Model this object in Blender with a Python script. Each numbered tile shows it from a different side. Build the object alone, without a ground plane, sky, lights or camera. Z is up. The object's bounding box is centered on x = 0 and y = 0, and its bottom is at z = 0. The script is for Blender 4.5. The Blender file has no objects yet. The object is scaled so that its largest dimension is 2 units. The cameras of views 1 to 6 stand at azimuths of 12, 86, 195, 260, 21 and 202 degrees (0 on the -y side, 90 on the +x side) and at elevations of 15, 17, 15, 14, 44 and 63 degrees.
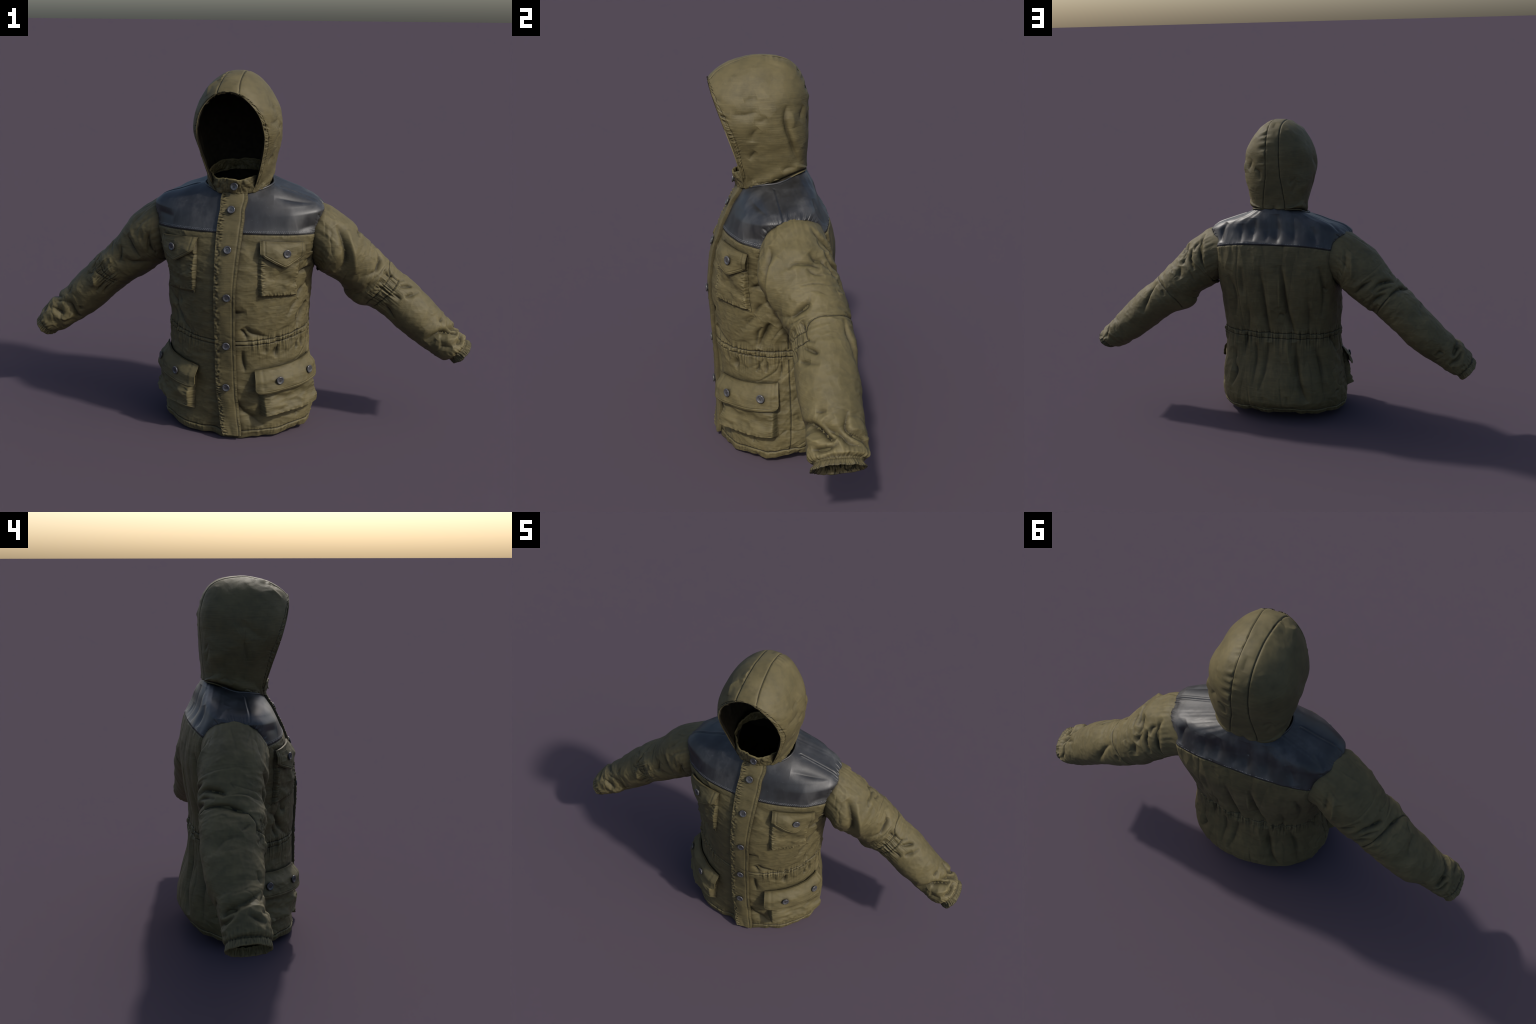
# Hooded field jacket, standing empty as if worn: olive cotton body, black
# leather yoke, button placket, four patch pockets, drawn waist, gathered cuffs.
import bpy
import numpy as np
from math import pi

RNG = np.random.RandomState(7)

# ------------------------------------------------------------------ helpers
PERM = np.concatenate([RNG.permutation(256)] * 3)
GRAD = RNG.normal(size=(256, 3))
GRAD /= np.linalg.norm(GRAD, axis=1)[:, None]


def perlin(p):
    """Gradient noise in about -0.7 .. 0.7, p is (..., 3)."""
    shape = p.shape[:-1]
    p = p.reshape(-1, 3)
    i = np.floor(p).astype(np.int64)
    f = p - i
    i &= 255
    u = f * f * f * (f * (f * 6 - 15) + 10)
    out = np.zeros(len(p))
    for dx in (0, 1):
        for dy in (0, 1):
            for dz in (0, 1):
                h = PERM[PERM[PERM[i[:, 0] + dx] + i[:, 1] + dy] + i[:, 2] + dz]
                g = GRAD[h]
                dot = g[:, 0] * (f[:, 0] - dx) + g[:, 1] * (f[:, 1] - dy) + g[:, 2] * (f[:, 2] - dz)
                w = (u[:, 0] if dx else 1 - u[:, 0]) * (u[:, 1] if dy else 1 - u[:, 1]) * (u[:, 2] if dz else 1 - u[:, 2])
                out += w * dot
    return out.reshape(shape)


def fbm(p, octaves=3):
    a, t = 1.0, 0.0
    for k in range(octaves):
        t = t + a * perlin(p * 2 ** k + 17.3 * k)
        a *= 0.5
    return t


def crumple(p, octaves=2):
    """Cloth-like crumple: sharp ridges between soft facets."""
    a, t = 1.0, 0.0
    for k in range(octaves):
        t = t + a * (0.35 - np.abs(perlin(p * 1.9 ** k + 9.1 * k)) * 1.6)
        a *= 0.5
    return t


def creases(p, width=0.05, bare=0.0):
    """Thin sharp furrows that wander and break off, with a soft lip beside them (about -1 .. 0.3)."""
    warp = 0.35 * np.stack([perlin(p * 1.3 + 31), perlin(p * 1.3 + 57), perlin(p * 1.3 + 83)], -1)
    n = perlin(p + warp)
    mask = smooth(bare - 0.12, bare + 0.22, perlin(p * 0.8 + 71))
    a = np.abs(n)
    return mask * (0.45 * np.exp(-((a - 3 * width) / (2 * width)) ** 2) - np.exp(-a / width))


def smooth(a, b, x):
    t = np.clip((x - a) / (b - a), 0, 1)
    return t * t * (3 - 2 * t)


def spline(points, m, closed=False):
    """Catmull-Rom through the points, m samples."""
    p = np.asarray(points, float)
    if p.ndim == 1:
        p = p[:, None]
    n = len(p)
    if closed:
        q = np.vstack([p[-1], p, p[0], p[1]])
        t = np.linspace(0, n, m, endpoint=False)
        i = np.minimum(t.astype(int), n - 1)
    else:
        q = np.vstack([2 * p[0] - p[1], p, 2 * p[-1] - p[-2]])
        t = np.linspace(0, n - 1, m)
        i = np.minimum(t.astype(int), n - 2)
    f = (t - i)[:, None]
    a, b, c, d = q[i], q[i + 1], q[i + 2], q[i + 3]
    return 0.5 * (2 * b + (c - a) * f + (2 * a - 5 * b + 4 * c - d) * f ** 2 + (3 * b - a - 3 * c + d) * f ** 3)


def pchip(x, y, xs):
    """Monotone cubic through (x, y); y may have several columns."""
    x = np.asarray(x, float)
    y = np.asarray(y, float)
    if y.ndim == 1:
        return pchip(x, y[:, None], xs)[..., 0]
    h = np.diff(x)[:, None]
    d = np.diff(y, axis=0) / h
    m = np.zeros_like(y)
    w1, w2 = 2 * h[1:] + h[:-1], h[1:] + 2 * h[:-1]
    ok = d[1:] * d[:-1] > 0
    with np.errstate(divide="ignore", invalid="ignore"):
        hm = (w1 + w2) / (w1 / d[:-1] + w2 / d[1:])
    m[1:-1] = np.where(ok, hm, 0)
    m[0], m[-1] = d[0], d[-1]
    i = np.clip(np.searchsorted(x, xs, side="right") - 1, 0, len(x) - 2)
    t = ((xs - x[i]) / (x[i + 1] - x[i]))[..., None]
    hh = (x[i + 1] - x[i])[..., None]
    return ((1 + 2 * t) * (1 - t) ** 2 * y[i] + t * (1 - t) ** 2 * hh * m[i]
            + t * t * (3 - 2 * t) * y[i + 1] + t * t * (t - 1) * hh * m[i + 1])


def unit(v):
    return v / (np.linalg.norm(v, axis=-1, keepdims=True) + 1e-12)


def grid_normals(P, wrap, out_from):
    """Normals of a grid (rows, columns, 3); columns may wrap round."""
    du = np.gradient(P, axis=0)
    if wrap:
        dv = (np.roll(P, -1, 1) - np.roll(P, 1, 1)) * 0.5
    else:
        dv = np.gradient(P, axis=1)
    n = unit(np.cross(dv, du))
    s = np.sign(np.sum(n * (P - out_from), axis=-1).mean())
    return n * s


def line_distance(P, pts, N=None, samples=24):
    """Distance, place along (0..1) and signed side of every point of P to a curve."""
    c = spline(pts, samples)
    flat = P.reshape(-1, 3)
    best = np.full(len(flat), 9.0)
    along = np.zeros(len(flat))
    side = np.zeros(len(flat))
    pad = 0.12
    inside = np.all((flat > c.min(0) - pad) & (flat < c.max(0) + pad), axis=1)
    idx = np.nonzero(inside)[0]
    q = flat[idx]
    b, al, sg = best[idx], along[idx], side[idx]
    nf = None if N is None else N.reshape(-1, 3)[idx]
    for k in range(samples - 1):
        ab = c[k + 1] - c[k]
        t = np.clip((q - c[k]) @ ab / (ab @ ab + 1e-12), 0, 1)
        v = q - (c[k] + t[:, None] * ab)
        d = np.linalg.norm(v, axis=1)
        m = d < b
        b[m] = d[m]
        al[m] = (k + t[m]) / (samples - 1)
        if nf is not None:
            sg[m] = np.sign(np.sum(np.cross(ab, nf[m]) * v[m], axis=1))
    best[idx], along[idx], side[idx] = b, al, sg
    sh = P.shape[:-1]
    return best.reshape(sh), along.reshape(sh), side.reshape(sh)


def fold(P, N, pts, amp, width, lean=0.0):
    """One cloth fold along a curve: a ridge (amp > 0) or furrow, with a steeper side if lean is set."""
    d, t, s = line_distance(P, pts, N)
    length = np.linalg.norm(np.diff(np.asarray(pts), axis=0), axis=1).sum()
    width = min(width, 0.26 * length)
    amp = amp * (0.22 + 0.78 * min(1.0, length / 0.09))
    x = d / width
    taper = np.sin(pi * t) ** 0.75
    g = np.exp(1.25 * (0.25 - np.sqrt(x * x + 0.0625)))
    return amp * taper * (g + lean * 1.6 * s * x * g)


def seam(P, N, pts, depth=0.0035, width=0.0035, pucker=0.0, reach=0.02, freq=60, seed=0, closed_ends=True):
    """Stitched seam: a narrow groove, with puckered cloth on both sides."""
    d, t, s = line_distance(P, pts, N, 48)
    out = -depth * np.exp(-(d / width) ** 2)
    if pucker:
        L = np.linalg.norm(np.diff(spline(pts, 48), axis=0), axis=1).sum()
        w = t * L * freq
        q = np.stack([w, s * 3.0 + seed, np.clip(d / reach, 0, 2) * 0.7], -1)
        r = perlin(q) * 1.7 + 0.5 * perlin(q * 2.3 + 5)
        out = out + pucker * r * np.exp(-(d / reach) ** 2) * smooth(0, 0.4 * reach, d)
    return out


# ------------------------------------------------------------------ materials
def new_material(name):
    m = bpy.data.materials.new(name)
    m.use_nodes = True
    nt = m.node_tree
    return m, nt, nt.nodes["Principled BSDF"]


def node(nt, kind, **kw):
    n = nt.nodes.new(kind)
    for k, v in kw.items():
        if k in n.inputs:
            n.inputs[k].default_value = v
        else:
            setattr(n, k, v)
    return n


def ramp(nt, src, stops):
    r = nt.nodes.new("ShaderNodeValToRGB")
    e = r.color_ramp.elements
    while len(e) < len(stops):
        e.new(0.5)
    for el, (p, c) in zip(e, stops):
        el.position = p
        el.color = c if len(c) == 4 else (*c, 1)
    nt.links.new(src, r.inputs["Fac"])
    return r.outputs["Color"]


def mix(nt, kind, fac, a, b):
    n = nt.nodes.new("ShaderNodeMix")
    n.data_type = "RGBA"
    n.blend_type = kind
    for sock, val in ((n.inputs["Factor"], fac), (n.inputs["A"], a), (n.inputs["B"], b)):
        if hasattr(val, "is_output"):
            nt.links.new(val, sock)
        elif isinstance(val, (int, float)):
            sock.default_value = val
        else:
            sock.default_value = (*val, 1)
    return n.outputs["Result"]


def cotton(name, base, worn, dark, rough=0.64):
    m, nt, bsdf = new_material(name)
    co = node(nt, "ShaderNodeTexCoord").outputs["Object"]
    big = node(nt, "ShaderNodeTexNoise", Scale=7.0, Detail=4.0, Roughness=0.6)
    nt.links.new(co, big.inputs["Vector"])
    col = ramp(nt, big.outputs["Fac"], [(0.3, dark), (0.52, base), (0.75, worn)])
    # woven streaks that run round the garment
    mp = node(nt, "ShaderNodeMapping")
    mp.inputs["Scale"].default_value = (14, 14, 330)
    nt.links.new(co, mp.inputs["Vector"])
    weft = node(nt, "ShaderNodeTexNoise", Scale=1.0, Detail=2.0)
    nt.links.new(mp.outputs["Vector"], weft.inputs["Vector"])
    streak = ramp(nt, weft.outputs["Fac"], [(0.3, (0.86, 0.86, 0.86)), (0.7, (1.1, 1.1, 1.1))])
    geo = node(nt, "ShaderNodeNewGeometry")
    sep = node(nt, "ShaderNodeSeparateXYZ")
    nt.links.new(geo.outputs["True Normal"], sep.inputs["Vector"])
    upright = node(nt, "ShaderNodeMath", operation="ABSOLUTE")
    nt.links.new(sep.outputs["Z"], upright.inputs[0])
    level = node(nt, "ShaderNodeMapRange")     # the weft only shows as level lines on upright cloth
    level.inputs["From Min"].default_value, level.inputs["From Max"].default_value = 0.25, 0.75
    level.inputs["To Min"].default_value, level.inputs["To Max"].default_value = 0.85, 0.0
    nt.links.new(upright.outputs[0], level.inputs["Value"])
    col = mix(nt, "MULTIPLY", level.outputs["Result"], col, streak)
    # blotchy fading
    mid = node(nt, "ShaderNodeTexNoise", Scale=26.0, Detail=6.0, Roughness=0.7)
    nt.links.new(co, mid.inputs["Vector"])
    col = mix(nt, "MULTIPLY", 1.0, col, ramp(nt, mid.outputs["Fac"], [(0.30, (0.80, 0.81, 0.83)), (0.5, (1, 1, 1)), (0.72, (1.12, 1.11, 1.08))]))
    # fold shading baked into the colour: creases darkened, ridges lightened
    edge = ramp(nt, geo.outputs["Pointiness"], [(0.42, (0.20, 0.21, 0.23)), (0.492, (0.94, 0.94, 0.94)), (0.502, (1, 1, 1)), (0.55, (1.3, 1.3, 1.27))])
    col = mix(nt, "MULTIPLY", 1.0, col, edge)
    # occlusion shadow of seams and deep folds, multiplied into the base colour
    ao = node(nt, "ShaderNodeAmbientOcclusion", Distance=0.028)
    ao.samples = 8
    baked_occlusion = ramp(nt, ao.outputs["AO"], [(0.40, (0.24, 0.24, 0.25)), (0.78, (0.72, 0.72, 0.72)), (0.97, (1.04, 1.04, 1.04))])
    col = mix(nt, "MULTIPLY", 0.9, col, baked_occlusion)
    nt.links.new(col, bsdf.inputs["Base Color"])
    bsdf.inputs["Roughness"].default_value = rough
    bsdf.inputs["Specular IOR Level"].default_value = 0.30
    fine = node(nt, "ShaderNodeTexNoise", Scale=420.0, Detail=2.0)
    nt.links.new(co, fine.inputs["Vector"])
    b1 = node(nt, "ShaderNodeBump", Strength=0.5, Distance=0.002)
    nt.links.new(weft.outputs["Fac"], b1.inputs["Height"])
    half = node(nt, "ShaderNodeMath", operation="MULTIPLY")
    half.inputs[1].default_value = 0.45
    nt.links.new(level.outputs["Result"], half.inputs[0])
    nt.links.new(half.outputs[0], b1.inputs["Strength"])
    b2 = node(nt, "ShaderNodeBump", Strength=0.25, Distance=0.001)
    nt.links.new(fine.outputs["Fac"], b2.inputs["Height"])
    # small limp wrinkles
    wr = node(nt, "ShaderNodeTexNoise", Scale=17.0, Detail=5.0, Roughness=0.62, Distortion=0.6)
    wr.noise_type = "RIDGED_MULTIFRACTAL"
    wr.normalize = True
    mw = node(nt, "ShaderNodeMapping")
    mw.inputs["Scale"].default_value = (1.0, 1.0, 1.5)
    nt.links.new(co, mw.inputs["Vector"])
    nt.links.new(mw.outputs["Vector"], wr.inputs["Vector"])
    b0 = node(nt, "ShaderNodeBump", Strength=0.45, Distance=0.007)
    nt.links.new(wr.outputs["Fac"], b0.inputs["Height"])
    nt.links.new(b0.outputs["Normal"], b1.inputs["Normal"])
    nt.links.new(b1.outputs["Normal"], b2.inputs["Normal"])
    nt.links.new(b2.outputs["Normal"], bsdf.inputs["Normal"])
    return m


def leather(name):
    m, nt, bsdf = new_material(name)
    co = node(nt, "ShaderNodeTexCoord").outputs["Object"]
    big = node(nt, "ShaderNodeTexNoise", Scale=9.0, Detail=5.0, Roughness=0.65)
    mp = node(nt, "ShaderNodeMapping")
    mp.inputs["Scale"].default_value = (1.3, 1.3, 0.45)
    nt.links.new(co, mp.inputs["Vector"])
    nt.links.new(mp.outputs["Vector"], big.inputs["Vector"])
    col = ramp(nt, big.outputs["Fac"], [(0.30, (0.007, 0.0065, 0.006)), (0.5, (0.017, 0.0175, 0.019)), (0.72, (0.050, 0.050, 0.050))])
    speck = node(nt, "ShaderNodeTexNoise", Scale=120.0, Detail=2.0)
    nt.links.new(co, speck.inputs["Vector"])
    col = mix(nt, "MIX", ramp(nt, speck.outputs["Fac"], [(0.72, (0, 0, 0)), (0.8, (0.4, 0.4, 0.4))]), col, (0.14, 0.14, 0.14))
    nt.links.new(col, bsdf.inputs["Base Color"])
    rough = node(nt, "ShaderNodeMapRange")
    rough.inputs["To Min"].default_value = 0.41
    rough.inputs["To Max"].default_value = 0.56
    nt.links.new(big.outputs["Fac"], rough.inputs["Value"])
    nt.links.new(rough.outputs["Result"], bsdf.inputs["Roughness"])
    bsdf.inputs["Specular IOR Level"].default_value = 0.62
    grain = node(nt, "ShaderNodeTexVoronoi", Scale=380.0)
    nt.links.new(co, grain.inputs["Vector"])
    b = node(nt, "ShaderNodeBump", Strength=0.12, Distance=0.001)
    nt.links.new(grain.outputs["Distance"], b.inputs["Height"])
    nt.links.new(b.outputs["Normal"], bsdf.inputs["Normal"])
    return m


def plain(name, colour, rough=0.8, spec=0.3, metal=0.0, scale=60.0, vary=0.25):
    m, nt, bsdf = new_material(name)
    co = node(nt, "ShaderNodeTexCoord").outputs["Object"]
    n = node(nt, "ShaderNodeTexNoise", Scale=scale, Detail=3.0)
    nt.links.new(co, n.inputs["Vector"])
    lo = tuple(c * (1 - vary) for c in colour)
    hi = tuple(c * (1 + vary) for c in colour)
    nt.links.new(ramp(nt, n.outputs["Fac"], [(0.3, lo), (0.7, hi)]), bsdf.inputs["Base Color"])
    bsdf.inputs["Roughness"].default_value = rough
    bsdf.inputs["Specular IOR Level"].default_value = spec
    bsdf.inputs["Metallic"].default_value = metal
    return m


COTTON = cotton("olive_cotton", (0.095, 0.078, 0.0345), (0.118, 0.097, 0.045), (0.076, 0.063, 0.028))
LEATHER = leather("black_leather")
LINING = plain("shadow_darkened_lining", (0.022, 0.019, 0.013), 0.95, 0.05)  # near-black olive used for the inner faces of hood and body, darker than the outer cloth
INSIDE = plain("olive_inside", (0.07, 0.06, 0.03), 0.9, 0.1)
SEAM_DARK = plain("painted_seam_shadow", (0.018, 0.017, 0.013), 0.9, 0.1)  # near-black for thin tubes that draw the shadow line in each seam
STITCH = plain("grey_stitching", (0.16, 0.165, 0.175), 0.5, 0.4)
BUTTON = plain("grey_horn", (0.058, 0.058, 0.062), 0.24, 0.6, 0.0, 90.0, 0.35)

# ------------------------------------------------------------------ objects
ROOT = bpy.data.objects.new("hooded_jacket", None)
bpy.context.scene.collection.objects.link(ROOT)
ROOT["label"] = "olive field jacket with hood, black leather yoke and four pockets"
ROOT["category"] = "jacket"


def add_object(name, verts, faces, mat, parent=ROOT, normals=None, stuff=False):
    me = bpy.data.meshes.new(name)
    verts = np.ascontiguousarray(verts, dtype=np.float32).reshape(-1, 3)
    faces = np.ascontiguousarray(faces, dtype=np.int32)
    # drop collapsed and unused
    tri = (faces[:, 0] == faces[:, 1]) | (faces[:, 1] == faces[:, 2]) | (faces[:, 2] == faces[:, 3]) | (faces[:, 3] == faces[:, 0])
    faces = faces[~tri]
    used, inv = np.unique(faces, return_inverse=True)
    faces = inv.reshape(-1, 4).astype(np.int32)
    verts = verts[used]
    me.vertices.add(len(verts))
    me.vertices.foreach_set("co", verts.ravel())
    me.loops.add(faces.size)
    me.loops.foreach_set("vertex_index", faces.ravel())
    me.polygons.add(len(faces))
    me.polygons.foreach_set("loop_start", np.arange(0, faces.size, 4, dtype=np.int32))
    me.polygons.foreach_set("use_smooth", np.ones(len(faces), dtype=bool))
    me.update(calc_edges=True)
    me.validate()
    if normals is not None:
        nn = np.asarray(normals).reshape(-1, 3)[used]
        # wind the faces the way the normals look
        fs = faces[:: max(1, len(faces) // 400)]
        fn = np.cross(verts[fs[:, 2]] - verts[fs[:, 0]], verts[fs[:, 3]] - verts[fs[:, 1]])
        if np.sum(fn * nn[fs[:, 0]]) < 0:
            me.flip_normals()
        me.normals_split_custom_set_from_vertices([tuple(v) for v in nn.tolist()])
    me.materials.append(mat)
    o = bpy.data.objects.new(name, me)
    bpy.context.scene.collection.objects.link(o)
    o.parent = parent
    if stuff:
        o["kind"] = "stuff"
    return o


def grid_faces(rows, cols, wrap=False, offset=0):
    r = np.arange(rows - 1)[:, None]
    c = np.arange(cols if wrap else cols - 1)[None]
    c2 = (c + 1) % cols
    f = np.stack([r * cols + c, r * cols + c2, (r + 1) * cols + c2, (r + 1) * cols + c], -1)
    return f.reshape(-1, 4) + offset


def strip_tube(pts, nrm, radius, sides=6, flat=0.7):
    """Verts and faces of a thin tube lying along a curve on cloth."""
    pts = np.asarray(pts)
    t = unit(np.gradient(pts, axis=0))
    b = unit(np.cross(t, nrm))
    a = np.linspace(0, 2 * pi, sides, endpoint=False)
    ring = pts[:, None] + radius * (np.cos(a)[None, :, None] * b[:, None] + flat * np.sin(a)[None, :, None] * nrm[:, None])
    return ring.reshape(-1, 3), grid_faces(len(pts), sides, True)


class Bag:
    """Collects many small pieces into one mesh."""

    def __init__(self):
        self.v, self.f, self.n = [], [], 0

    def add(self, v, f):
        self.v.append(np.asarray(v).reshape(-1, 3))
        self.f.append(np.asarray(f) + self.n)
        self.n += len(self.v[-1])

    def make(self, name, mat, parent=ROOT, stuff=True):
        return add_object(name, np.vstack(self.v), np.vstack(self.f), mat, parent, stuff=stuff)


# ------------------------------------------------------------------ torso
# Rings from hem to neckline:
# v, z front/side/back, half width, y front, y back, y of the widest point, roundness front/back
RINGS = np.array([
    [0.000, 0.000, 0.026, 0.046, 0.318, -0.241, 0.224, 0.000, 2.05, 2.20],
    [0.030, 0.030, 0.052, 0.072, 0.328, -0.242, 0.244, 0.000, 2.05, 2.20],
    [0.090, 0.100, 0.110, 0.120, 0.334, -0.242, 0.270, 0.005, 1.86, 2.20],
    [0.180, 0.200, 0.205, 0.210, 0.326, -0.241, 0.258, 0.010, 1.86, 2.30],
    [0.290, 0.320, 0.330, 0.330, 0.309, -0.241, 0.225, 0.012, 1.86, 2.30],
    [0.370, 0.418, 0.438, 0.449, 0.302, -0.243, 0.208, 0.012, 1.86, 2.40],
    [0.400, 0.434, 0.460, 0.475, 0.302, -0.244, 0.207, 0.012, 1.86, 2.40],
    [0.470, 0.520, 0.540, 0.535, 0.308, -0.247, 0.210, 0.012, 1.86, 2.50],
    [0.570, 0.640, 0.645, 0.650, 0.310, -0.250, 0.229, 0.015, 1.86, 2.70],
    [0.670, 0.755, 0.760, 0.780, 0.334, -0.236, 0.240, 0.015, 1.86, 2.90],
    [0.780, 0.886, 0.874, 0.937, 0.371, -0.193, 0.212, 0.015, 2.00, 3.20],
    [0.860, 0.950, 0.968, 1.010, 0.372, -0.163, 0.176, 0.010, 2.15, 3.00],
    [0.900, 0.982, 0.998, 1.046, 0.342, -0.148, 0.166, 0.005, 2.00, 2.70],
    [0.950, 1.013, 1.034, 1.082, 0.245, -0.128, 0.149, 0.000, 2.00, 2.40],
    [1.000, 1.040, 1.066, 1.118, 0.146, -0.110, 0.132, -0.005, 2.00, 2.20],
])
V_HEM, V_WAIST_A, V_WAIST_B, V_YOKE = 0.03, 0.37, 0.40, 0.78
NT = 900


def torso_rows():
    parts = [(0, V_HEM, 16), (V_HEM, V_WAIST_A, 170), (V_WAIST_A, V_WAIST_B, 18), (V_WAIST_B, V_YOKE, 200), (V_YOKE, 1.0, 130)]
    v = [np.linspace(a, b, n, endpoint=False) for a, b, n in parts]
    return np.concatenate(v + [[1.0]])


def torso_surface(theta, v):
    """Point of the smooth torso; theta -90 degrees is the front, 0 the wearer's left."""
    r = pchip(RINGS[:, 0], RINGS[:, 1:], v)
    zf, zs, zb, w, yf, yb, yc, nf, nb = np.moveaxis(r, -1, 0)
    c, s = np.cos(theta), np.sin(theta)
    n = nf + (nb - nf) * smooth(-0.6, 0.6, s)
    cx = np.sign(c) * np.abs(c) ** (2 / n)
    sy = np.abs(s) ** (2 / n)
    y = yc + np.where(s < 0, (yf - yc), (yb - yc)) * sy
    z = zs + np.where(s < 0, zf - zs, zb - zs) * np.abs(s) ** 1.6
    return np.stack([w * cx, y, z], -1)


TV = torso_rows()
TT = np.linspace(-pi, pi, NT, endpoint=False) + pi / NT
th, vv = np.meshgrid(TT, TV)
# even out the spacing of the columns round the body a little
TORSO = torso_surface(th, vv)
AXIS = np.array([0, 0.0, 0.45])
TN = grid_normals(TORSO, True, np.stack([0 * th, 0 * th, TORSO[..., 2]], -1))

# Folds of the body: height mm, width mm, lean, then the line as (degrees round the body, height in cm).
BODY_FOLDS_FRONT = [
    (-7, 12, 0, ((-27, 76.3), (-18, 76.4), (-13, 76.9))),
    (-9, 14, 0.3, ((-31, 71.3), (-19, 72.1), (-7, 72.8))),
    (-6, 12, 0, ((-27, 59.6), (-23, 63.2), (-11, 66.7))),
    (-6, 10, 0, ((-26, 46.3), (-25, 52.3), (-19, 55.7))),
    (-7, 14, 0.3, ((-94, 59.6), (-87, 57.3), (-81, 56.2), (-72, 56.7))),
    (-4, 10, 0, ((-77, 49.4), (-73, 46.7))),
    (-7, 10, 0, ((-77, 49.4), (-73, 46.7), (-71, 44.3))),
    (-6, 11, 0, ((-75, 39.7), (-75, 35.1), (-73, 29.7))),
    (-6, 11, 0, ((-48, 40.3), (-49, 36.1))),
    (-6, 10, 0, ((-24, 40.1), (-27, 36.8))),
    (-7, 20, 0, ((-82, 16.9), (-77, 12.9), (-67, 8.4), (-59, 4.3))),
    (-11, 16, 0.4, ((-24, 46.6), (-21, 50.7), (-15, 55.4), (-11, 57.7))),
    (-5, 14, 0, ((-38, 53.3), (-31, 57.3), (-25, 59.9))),
    (-6, 14, 0, ((-74, 50.3), (-67, 46.9), (-53, 45.2))),
    (-6, 9, 0, ((-45, 41.2), (-48, 35.4))),
    (-6, 9, 0, ((-24, 41.6), (-25, 37.4))),
    (-6, 9, 0, ((-16, 41.9), (-18, 37))),
    (-6, 10, 0, ((-3, 42), (-3, 38.5), (-5, 35.1))),
    (-5, 10, 0, ((-32, 9.8), (-31, 7.4))),
    (-6, 15, 0, ((-138, 64.6), (-144, 55.1), (-135, 48.4), (-121, 44.1))),
    (-6, 12, 0, ((-139, 63.9), (-137, 58.3), (-133, 57.6))),
    (-6, 14, 0, ((-145, 54.2), (-135, 49.5))),
    (-5, 12, 0, ((-157, 59.1), (-145, 55.7), (-140, 51.8))),
    (-6, 12, 0, ((-151, 53.6), (-144, 46.6))),
]
YOKE_FOLDS = [
    (-7, 20, 0, ((-21, 91.3), (-33, 90.8), (-43, 89.7))),
    (-6, 12, 0, ((-15, 94.9), (-22, 95.7))),
    (-5, 20, 0, ((-161, 93.9), (-142, 93.4), (-131, 92.8))),
    (-5, 14, 0, ((-45, 102.5), (-30, 101.4), (-14, 99.5))),
    (-9, 12, 0.3, ((51, 102.9), (52, 98.9), (53, 93.4))),
    (-5, 14, 0, ((70, 103.2), (75, 94.3))),
    (-7, 16, 0.3, ((78, 106), (83, 95.2))),
    (-4, 10, 0, ((89, 100.3), (89, 94.9))),
    (-9, 16, 0.4, ((93, 108.4), (91, 94.1))),
    (-7, 20, 0.3, ((114, 108.3), (99, 94.3))),
    (-5, 14, 0, ((115, 102.6), (118, 94.4))),
    (-6, 12, 0, ((157, 103.1), (147, 99.4))),
    (-6, 12, 0, ((38, 95.7), (49, 92.6))),
]
BODY_FOLDS_BACK = [
    (5, 8, 0, ((92, 84.1), (93, 71.6), (93, 61.5))),
    (-11, 16, 0.5, ((93, 84.4), (95, 77.2), (97, 67.2), (100, 57.1), (105, 49.6), (107, 43.2))),
    (-10, 16, 0.4, ((107, 43.2), (109, 35.7), (111, 25.7), (115, 17.3), (120, 11.8))),
    (-9, 14, 0.4, ((86, 83.8), (86, 73.9), (86, 63.3), (86, 54.6), (87, 47), (87, 42.6))),
    (-6, 14, 0, ((87, 42.6), (85, 35.2), (83, 25.8), (78, 16.6))),
    (-6, 12, 0, ((72, 63), (69, 52.5), (63, 41), (61, 33.5))),
    (-5, 12, 0, ((73, 82.8), (67, 67.4))),
    (-5, 12, 0, ((55, 77.7), (58, 66.6), (52, 54.7))),
    (-6, 12, 0, ((117, 68.1), (120, 57.6), (122, 46.2), (124, 38.7))),
    (-6, 12, 0, ((123, 84), (130, 78), (139, 68.2), (136, 55.8))),
    (-7, 16, 0.3, ((126, 43.9), (131, 38), (137, 29.5), (138, 19.2), (139, 8.8))),
    (-7, 12, 0, ((148, 46), (160, 40.3), (165, 35.3))),
    (4, 16, 0, ((99, 44.2), (102, 33.2), (105, 25.8))),
    (-6, 12, 0, ((75, 41.9), (75, 34.5), (73, 18.9))),
    (-9, 12, 0.4, ((49, 37.7), (48, 29.3), (52, 24.6), (45, 16.6))),
    (5, 10, 0, ((49, 32.1), (49, 26.9))),
    (-6, 12, 0, ((82, 14.8), (83, 7.5))),
    (-5, 12, 0, ((100, 15.7), (101, 9.8))),
    (-6, 10, 0, ((93, 58.4), (97, 56.5))),
    (-6, 10, 0, ((136, 72.5), (144, 70.2))),
    (-6, 10, 0, ((160, 15), (153, 15.1))),
]


def on_torso(deg, z_cm):
    j = (np.radians(deg) - TT[0]) / (2 * pi) * NT
    j = int(round(j)) % NT
    i = np.interp(z_cm / 100, TORSO[:, j, 2], np.arange(len(TV)))
    return TORSO[int(round(i)), j]


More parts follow.
